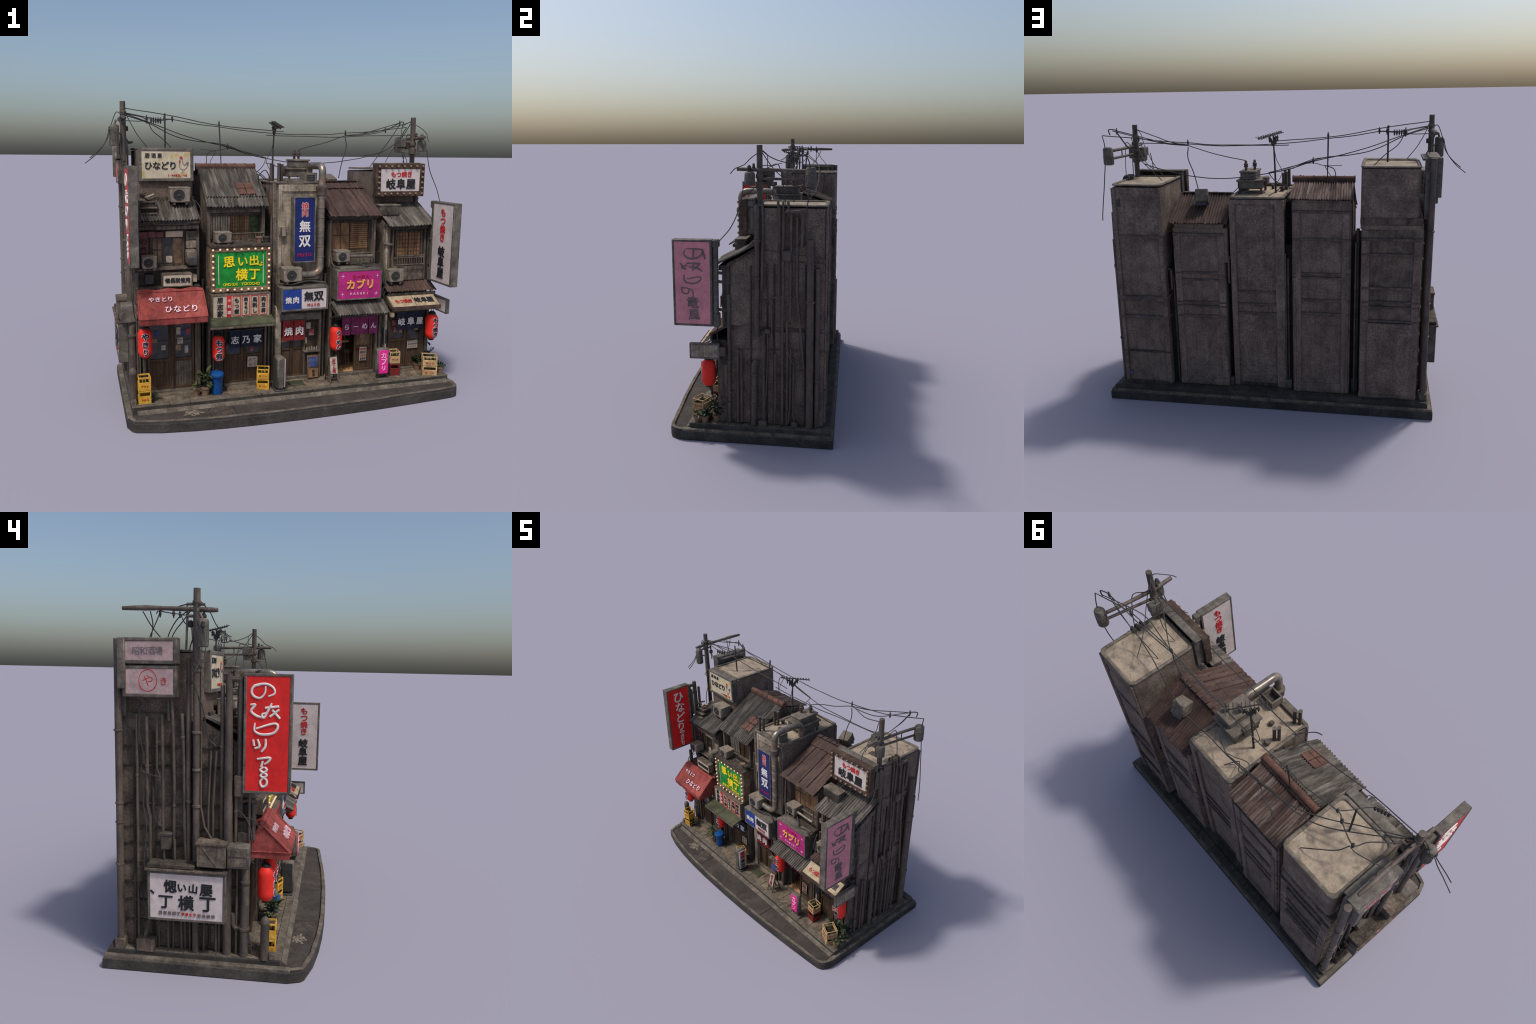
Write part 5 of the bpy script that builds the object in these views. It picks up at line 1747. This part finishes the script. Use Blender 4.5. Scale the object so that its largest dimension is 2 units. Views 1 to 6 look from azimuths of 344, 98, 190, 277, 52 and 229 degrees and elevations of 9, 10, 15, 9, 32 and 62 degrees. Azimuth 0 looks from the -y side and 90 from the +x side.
for yy in (.02, .105, .14, .30, .345):
    sw.box((.857, yy, .085), (.869, yy + .008, .93 if yy > .05 else .92), .0015)
emit('wall_batten', sw, RP)
for pts in ([(xr, .085, .80), (xr + .002, .082, .66), (xr + .004, .052, .63), (xr + .004, .048, .59), (xr, .07, .555)],
            [(xr - .002, -.115, .50), (xr + .004, -.12, .35), (xr + .008, -.11, .22), (xr + .004, -.07, .195)],
            [(xr, .118, .46), (xr + .003, .140, .47), (xr, .155, .455)]):
    cable(pts, .0025)

# pipes in the slots between the houses
gp = []
for x, y, zt, r in ((-.435, .36, .93, .006), (-.443, .34, 1.0, .009), (-.432, .30, .82, .005), (-.075, .33, .83, .008), (-.062, .345, .86, .006), (-.085, .30, .70, .006), (.250, .28, .83, .006),
                    (.560, .35, .72, .007), (.566, .32, .50, .005), (-.068, -.10, .98, .006), (-.080, -.09, .80, .006), (.243, -.10, .66, .007), (.568, -.10, .70, .006), (-.436, -.09, .66, .006), (-.060, -.115, .66, .007)):
    gp.append(([(x, y, zt), (x + rng.uniform(-.002, .002), y, .5), (x, y, .08)], r, (zt * .55,)))
gp.append(([(.243, .352, .835), (.243, .362, .82), (.243, .362, .70), (.243, .352, .685)], .006, ()))
gp.append(([(.578, .37, .76), (.560, .385, .755), (.560, .385, .65), (.575, .37, .64)], .006, ()))
GP = emit('alley_junction_box', MB('sign_frame').box((-.094, .325, .08), (-.055, .360, .13), .004).box((-.452, .32, .08), (-.42, .355, .16), .004).box((.238, .33, .08), (.262, .357, .125), .004))
pipe_run(GP, gp)

# ------------------------------------------------------------------ right utility pole
mp = MB('pipe_metal')
mp.tube([(.842, .070, 1.205), (.840, .069, 1.37), (.839, .068, 1.512)], [.0135, .0150, .0145], 12)
mp.lathe((.841, .069, 1.300), [(.016, 0), (.021, .004), (.021, .035), (.016, .04)], 12)
mp.lathe((.840, .069, 1.352), [(.016, 0), (.020, .003), (.020, .02), (.016, .024)], 12)
mp.box((.800, .02, 1.305), (.86, .055, 1.312), .003)
UR = emit('utility_pole', mp)
ca = MB('pipe_metal')
ca.tube([(.850, -.042, 1.398), (.846, .05, 1.395), (.858, .20, 1.394), (.876, .318, 1.392)], [.0095, .0100, .0085, .0085], 10)
ca.tube([(.842, .075, 1.352), (.862, .20, 1.351), (.880, .318, 1.350)], .0068, 10)
ca.tube([(.866, .205, 1.392), (.866, .205, 1.354)], .003, 6)
ca.tube([(.80, .075, 1.372), (.842, .072, 1.372)], .009, 8)
ca.box((.800, .070, 1.335), (.830, .100, 1.372), .003, 'sign_frame_rust')
emit('crossarm', ca, UR)
transformer_can(UR, .874, .025, 1.320, 1.385, .0255)
transformer_can(UR, .892, .324, 1.318, 1.410, .0260)
ins = MB('unit_dark')
ins.lathe((.872, .022, 1.384), [(.010, 0), (.012, .006), (.008, .012), (.012, .016), (.010, .026), (.004, .034)], 12)
ins.lathe((.846, .040, 1.402), [(.006, 0), (.009, .006), (.005, .012), (.008, .016), (.003, .024)], 10)
emit('insulator', ins, UR)
sg = MB('sign_frame').box((.765, .070, 1.345), (.800, .135, 1.392), .003).box((.772, .075, 1.315), (.797, .13, 1.345), .003)
emit('junction_box', sg, UR)

# ------------------------------------------------------------------ overhead masts, insulators and cables
ms = MB('cable_black')
ms.tube([(-.582, .166, 1.315), (-.582, .158, 1.508)], [.0050, .0042], 8)
emit('roof_mast', ms)
ms = MB('cable_black')
ms.tube([(-.270, .194, 1.240), (-.274, .210, 1.40), (-.276, .216, 1.47)], [.0026, .0042, .0036], 8)
emit('roof_mast', ms)


def wire_insulator(p, h=.035, r=.0065):
    p = V(p)
    emit('insulator', MB('unit_dark').lathe(p - Z * h * .5, [(r * .4, 0), (r * .5, h * .2), (r, h * .3), (r * .6, h * .42), (r * 1.1, h * .5), (r * .6, h * .62), (r, h * .7), (r * .4, h * .8), (r * .4, h)], 8))


nodes = dict(m2=(-.276, .218, 1.462), m2b=(-.276, .216, 1.452), r=(.481, .215, 1.424), rlow=(.481, .215, 1.412), mid=(-.207, .305, 1.342), l2=(-.536, .205, 1.484), l1=(-.666, .263, 1.487),
             ins=(.860, .266, 1.490), b3a=(.148, .205, 1.325), far=(.928, .302, 1.471), w2=(.789, .309, 1.450))
PL = (-.806, .067)
for k in ('m2', 'r', 'mid', 'l2', 'ins'):
    wire_insulator(nodes[k])
for i in range(5):
    wire_insulator((-.614 - .0125 * i, .087 - .005 * i, 1.466), .032, .006)
wire_insulator((-.667, .252, 1.480), .045, .007)
wire_insulator((-.576, .222, 1.486), .045, .007)
wire_insulator((.751, .235, 1.447), .036, .007)
cable([(-.793, .067, 1.522), (-.58, .068, 1.493), (-.409, .079, 1.462), (-.299, .084, 1.447), (-.146, .087, 1.433), (.0, .086, 1.424), (.054, .082, 1.422)])
cable([(-.793, .072, 1.500), (-.68, .066, 1.480), (-.61, .088, 1.468), (-.566, .16, 1.476), (-.536, .205, 1.480)], .0022)
cable([(-.793, .105, 1.498), (-.70, .20, 1.489), (-.667, .252, 1.484), (-.576, .222, 1.482), (-.536, .205, 1.480), (-.382, .220, 1.456), (-.270, .218, 1.446), (-.110, .220, 1.426), (.036, .221, 1.417), (.173, .219, 1.413), (.35, .216, 1.414), (.481, .215, 1.424), (.62, .225, 1.434), (.751, .235, 1.448), (.928, .302, 1.471)])
cable([(-.048, .075, 1.399), (.119, .066, 1.398), (.287, .066, 1.395), (.403, .066, 1.397), (.576, .066, 1.406), (.826, .068, 1.412)])
cable([(.481, .215, 1.410), (.62, .235, 1.430), (.860, .266, 1.492)])
cable([(.481, .215, 1.408), (.60, .20, 1.418), (.72, .20, 1.440), (.873, .291, 1.494)])
cable([(.174, .170, 1.325), (.25, .20, 1.344), (.36, .205, 1.370), (.481, .215, 1.408), (.60, .16, 1.425), (.70, .11, 1.450), (.826, .075, 1.486)])
cable([(-.793, .075, 1.495), (-.64, .16, 1.452), (-.50, .24, 1.408), (-.36, .29, 1.372), (-.207, .305, 1.338), (-.09, .308, 1.300), (.025, .309, 1.275), (.15, .305, 1.255), (.30, .31, 1.247), (.45, .29, 1.255), (.60, .26, 1.280), (.725, .242, 1.314)])
cable([(-.793, .075, 1.488), (-.66, .18, 1.455), (-.52, .26, 1.395), (-.40, .29, 1.370), (-.263, .297, 1.357), (-.14, .302, 1.322), (.025, .309, 1.278)])
cable([(-.263, .297, 1.356), (-.207, .305, 1.349), (-.10, .31, 1.31), (.025, .309, 1.280)], .0018)
cable([(-.357, .351, 1.324), (-.27, .33, 1.320), (-.207, .305, 1.330), (-.14, .305, 1.318), (-.10, .308, 1.30)], .0018)
cable([(-.27, .33, 1.320), (-.315, .335, 1.305), (-.325, .33, 1.26), (-.320, .325, 1.20)], .0024)
cable([(-.27, .33, 1.318), (-.285, .33, 1.29), (-.305, .325, 1.25), (-.298, .32, 1.19)], .0018)
cable([(-.786, .080, 1.49), (-.74, .075, 1.40), (-.686, .080, 1.328)], .0022)
cable([(-.66, .258, 1.470), (-.63, .29, 1.42), (-.57, .33, 1.375), (-.515, .357, 1.325)], .0022)
cable([(-.808, .28, 1.468), (-.79, .25, 1.41), (-.775, .22, 1.37)], .0022)
cable([(-.808, .25, 1.468), (-.795, .245, 1.42), (-.785, .255, 1.37)], .0022)
cable([(-.806, .22, 1.468), (-.70, .258, 1.47), (-.666, .263, 1.480)], .0022)
cable([(-.815, .055, 1.492), (-.84, .06, 1.50), (-.865, .055, 1.44), (-.88, .035, 1.40), (-.90, .025, 1.345), (-.95, .02, 1.285), (-.9985, .026, 1.247)], .0023)
cable([(-.872, .030, 1.41), (-.89, .015, 1.36), (-.93, .005, 1.31), (-.975, .003, 1.273)], .0023)
cable([(-.82, .045, 1.48), (-.81, .06, 1.42), (-.825, .09, 1.32), (-.82, .06, 1.27), (-.81, .04, 1.255)], .0024)
cable([(.860, .266, 1.496), (.895, .285, 1.500), (.890, .287, 1.472)], .0030)
cable([(.928, .302, 1.468), (.915, .315, 1.44), (.908, .322, 1.408)], .0026)
cable([(.915, .322, 1.320), (.935, .31, 1.22), (.965, .285, 1.10), (.996, .249, .995)], .0024)
cable([(.862, .268, 1.486), (.81, .262, 1.41), (.725, .242, 1.314), (.640, .219, 1.218)], .0022)
cable([(.862, .262, 1.486), (.80, .258, 1.40), (.73, .245, 1.320)], .0018)
cable([(.828, .078, 1.478), (.80, .13, 1.40), (.74, .20, 1.33), (.69, .26, 1.305), (.650, .31, 1.297)], .0022)
cable([(.825, .075, 1.49), (.79, .10, 1.46), (.775, .10, 1.40), (.72, .12, 1.30), (.67, .10, 1.225)], .0020)
cable([(.853, .10, 1.40), (.858, .16, 1.42), (.857, .185, 1.33), (.855, .20, 1.225)], .0022)
cable([(.481, .215, 1.400), (.486, .21, 1.34), (.460, .205, 1.26), (.439, .200, 1.165)], .0026)
cable([(.850, .055, 1.47), (.872, .03, 1.45), (.888, .0, 1.42), (.862, -.05, 1.40), (.858, -.075, 1.375)], .0022)
cable([(.893, .0, 1.330), (.905, -.02, 1.22), (.93, -.06, 1.12), (.915, -.13, 1.04)], .0024)
cable([(.74, .11, 1.36), (.765, .02, 1.29), (.77, -.0, 1.25)], .0022)
cable([(.025, .309, 1.275), (.0, .28, 1.235), (-.05, .24, 1.20), (-.08, .27, 1.19), (-.06, .30, 1.215), (-.01, .26, 1.18), (.03, .31, 1.155)], .0022)
cable([(.235, .33, 1.155), (.20, .28, 1.19), (.155, .24, 1.235), (.10, .27, 1.225), (.02, .30, 1.25)], .0022)
cable([(-.06, .10, 1.165), (-.10, .04, 1.165), (-.115, -.03, 1.19), (-.09, -.06, 1.215), (-.055, -.05, 1.16)], .0026)
cable([(-.055, -.02, 1.16), (-.10, -.08, 1.17), (-.13, -.09, 1.19), (-.152, -.096, 1.194)], .0026)
cable([(-.455, -.02, 1.06), (-.445, -.09, 1.03), (-.448, -.14, .985), (-.462, -.145, .97)], .0022)

# ------------------------------------------------------------------ street furniture
crate(-.760, -.238, .081, .062, .058, .142, 'crate_yellow', .05, 'アサヒ')
crate(-.135, -.200, .081, .066, .062, .112, 'crate_yellow', -.35, 'キリン')
crate(.828, -.244, .081, .080, .072, .112, 'crate_wood', -.42, 'キリン')
crate(.630, -.192, .081, .060, .058, .140, 'crate_wood', -.15, 'サッポ', mats=['crate_red', 'crate_wood'])
potted_plant(-.450, -.222, .081, .0235, .046, .100, 34, leaf=.034, spread=.050)
potted_plant(-.492, -.214, .081, .0175, .038, .045, 18, leaf=.024, spread=.034)
potted_plant(-.722, -.236, .081, .010, .014, .035, 12, 'leaf_dark', .022, .03, pot='unit_dark')
potted_plant(.796, -.172, .081, .0215, .044, .055, 26, 'leaf_dark', .028, .045)
potted_plant(.872, -.160, .081, .020, .036, .110, 34, 'leaf_dark', .030, .045)
potted_plant(.893, -.215, .081, .0205, .038, .040, 16, 'leaf_dark', .028, .042)
potted_plant(.893, -.258, .081, .0165, .036, .030, 12, 'leaf_green', .030, .035, .35)
tb = MB('bin_blue')
tb.lathe((-.388, -.214, .081), [(.026, 0), (.028, .004), (.027, .05), (.029, .085), (.034, .094), (.0365, .098), (.0365, .108), (.034, .113), (.018, .118), (.001, .120)], 24)
tb.tube(spline([(-.400, -.214, .196), (-.394, -.214, .206), (-.382, -.214, .206), (-.376, -.214, .196)], 3), .002, 6)
emit('trash_can', tb)

# upright lit stand signs, easel and bracket sign
ss = MB('sign_frame')
ss.box((-.088, -.292, .094), (-.042, -.222, .268), .012)
ss.box((-.095, -.290, .078), (-.030, -.215, .094), .004, 'unit_dark')
ob = emit('stand_sign', ss)
emit('panel', MB('face_white').box((-.046, -.285, .104), (-.0395, -.229, .258), .006), ob)
emit('panel', MB('unit_dark').box((-.0905, -.285, .104), (-.084, -.229, .258), .006), ob)
t = MB()
f = plane((-.0395, -.257, .181), Y, Z, X)
write(t, '焼肉', f, [(0, .055, .034), (0, .022, .034)], 'ink_red', bold=.03)
write(t, '無双', f, [(0, -.014, .036), (0, -.052, .038)], 'ink_black', bold=.03)
emit('lettering', t, ob)
ss = MB('sign_frame')
ss.box((.490, -.272, .112), (.562, -.236, .262), .010)
ss.box((.482, -.278, .078), (.570, -.225, .092), .004, 'kerb_stone')
ss.box((.498, -.262, .09), (.506, -.246, .115), .001, 'unit_dark').box((.546, -.262, .09), (.554, -.246, .115), .001, 'unit_dark')
ob = emit('stand_sign', ss)
emit('panel', MB('face_hot_pink').box((.499, -.2745, .122), (.553, -.268, .252), .003), ob)
t = MB()
write(t, 'カブリ', plane((.526, -.2745, .187), X, Z, -Y), column(3, 0, .055, -.052, .036), 'ink_pinkwhite', bold=.01, jitter=.12)
emit('lettering', t, ob)
es = MB('timber_dark')
for sx in (-.024, .024):
    es.bar((.250 + sx, -.252, .079), (.250 + sx * .8, -.218, .232), .006, .006, mat='timber_grey')
    es.bar((.250 + sx, -.178, .079), (.250 + sx * .8, -.214, .225), .006, .006)
es.bar((.225, -.245, .11), (.275, -.245, .11), .005, .005)
es.bar((.225, -.247, .105), (.228, -.182, .10), .004, .004)
es.bar((.275, -.247, .105), (.272, -.182, .10), .004, .004)
es.obox((.250, -.229, .178), (.050, .006, .100), (-.22, 0, 0), .002)
ob = emit('easel_sign', es)
emit('panel', MB('poster_cream').obox((.250, -.2325, .178), (.042, .003, .090), (-.22, 0, 0), .0005), ob)
t = MB()
write(t, 'おでん酒', plane((.250, -.2345, .178), X, V((0, .22, 1)), V((0, -1, .22))), column(4, 0, .038, -.038, .020), 'ink_crimson', bold=.02)
emit('lettering', t, ob)

bpy.context.view_layer.update()
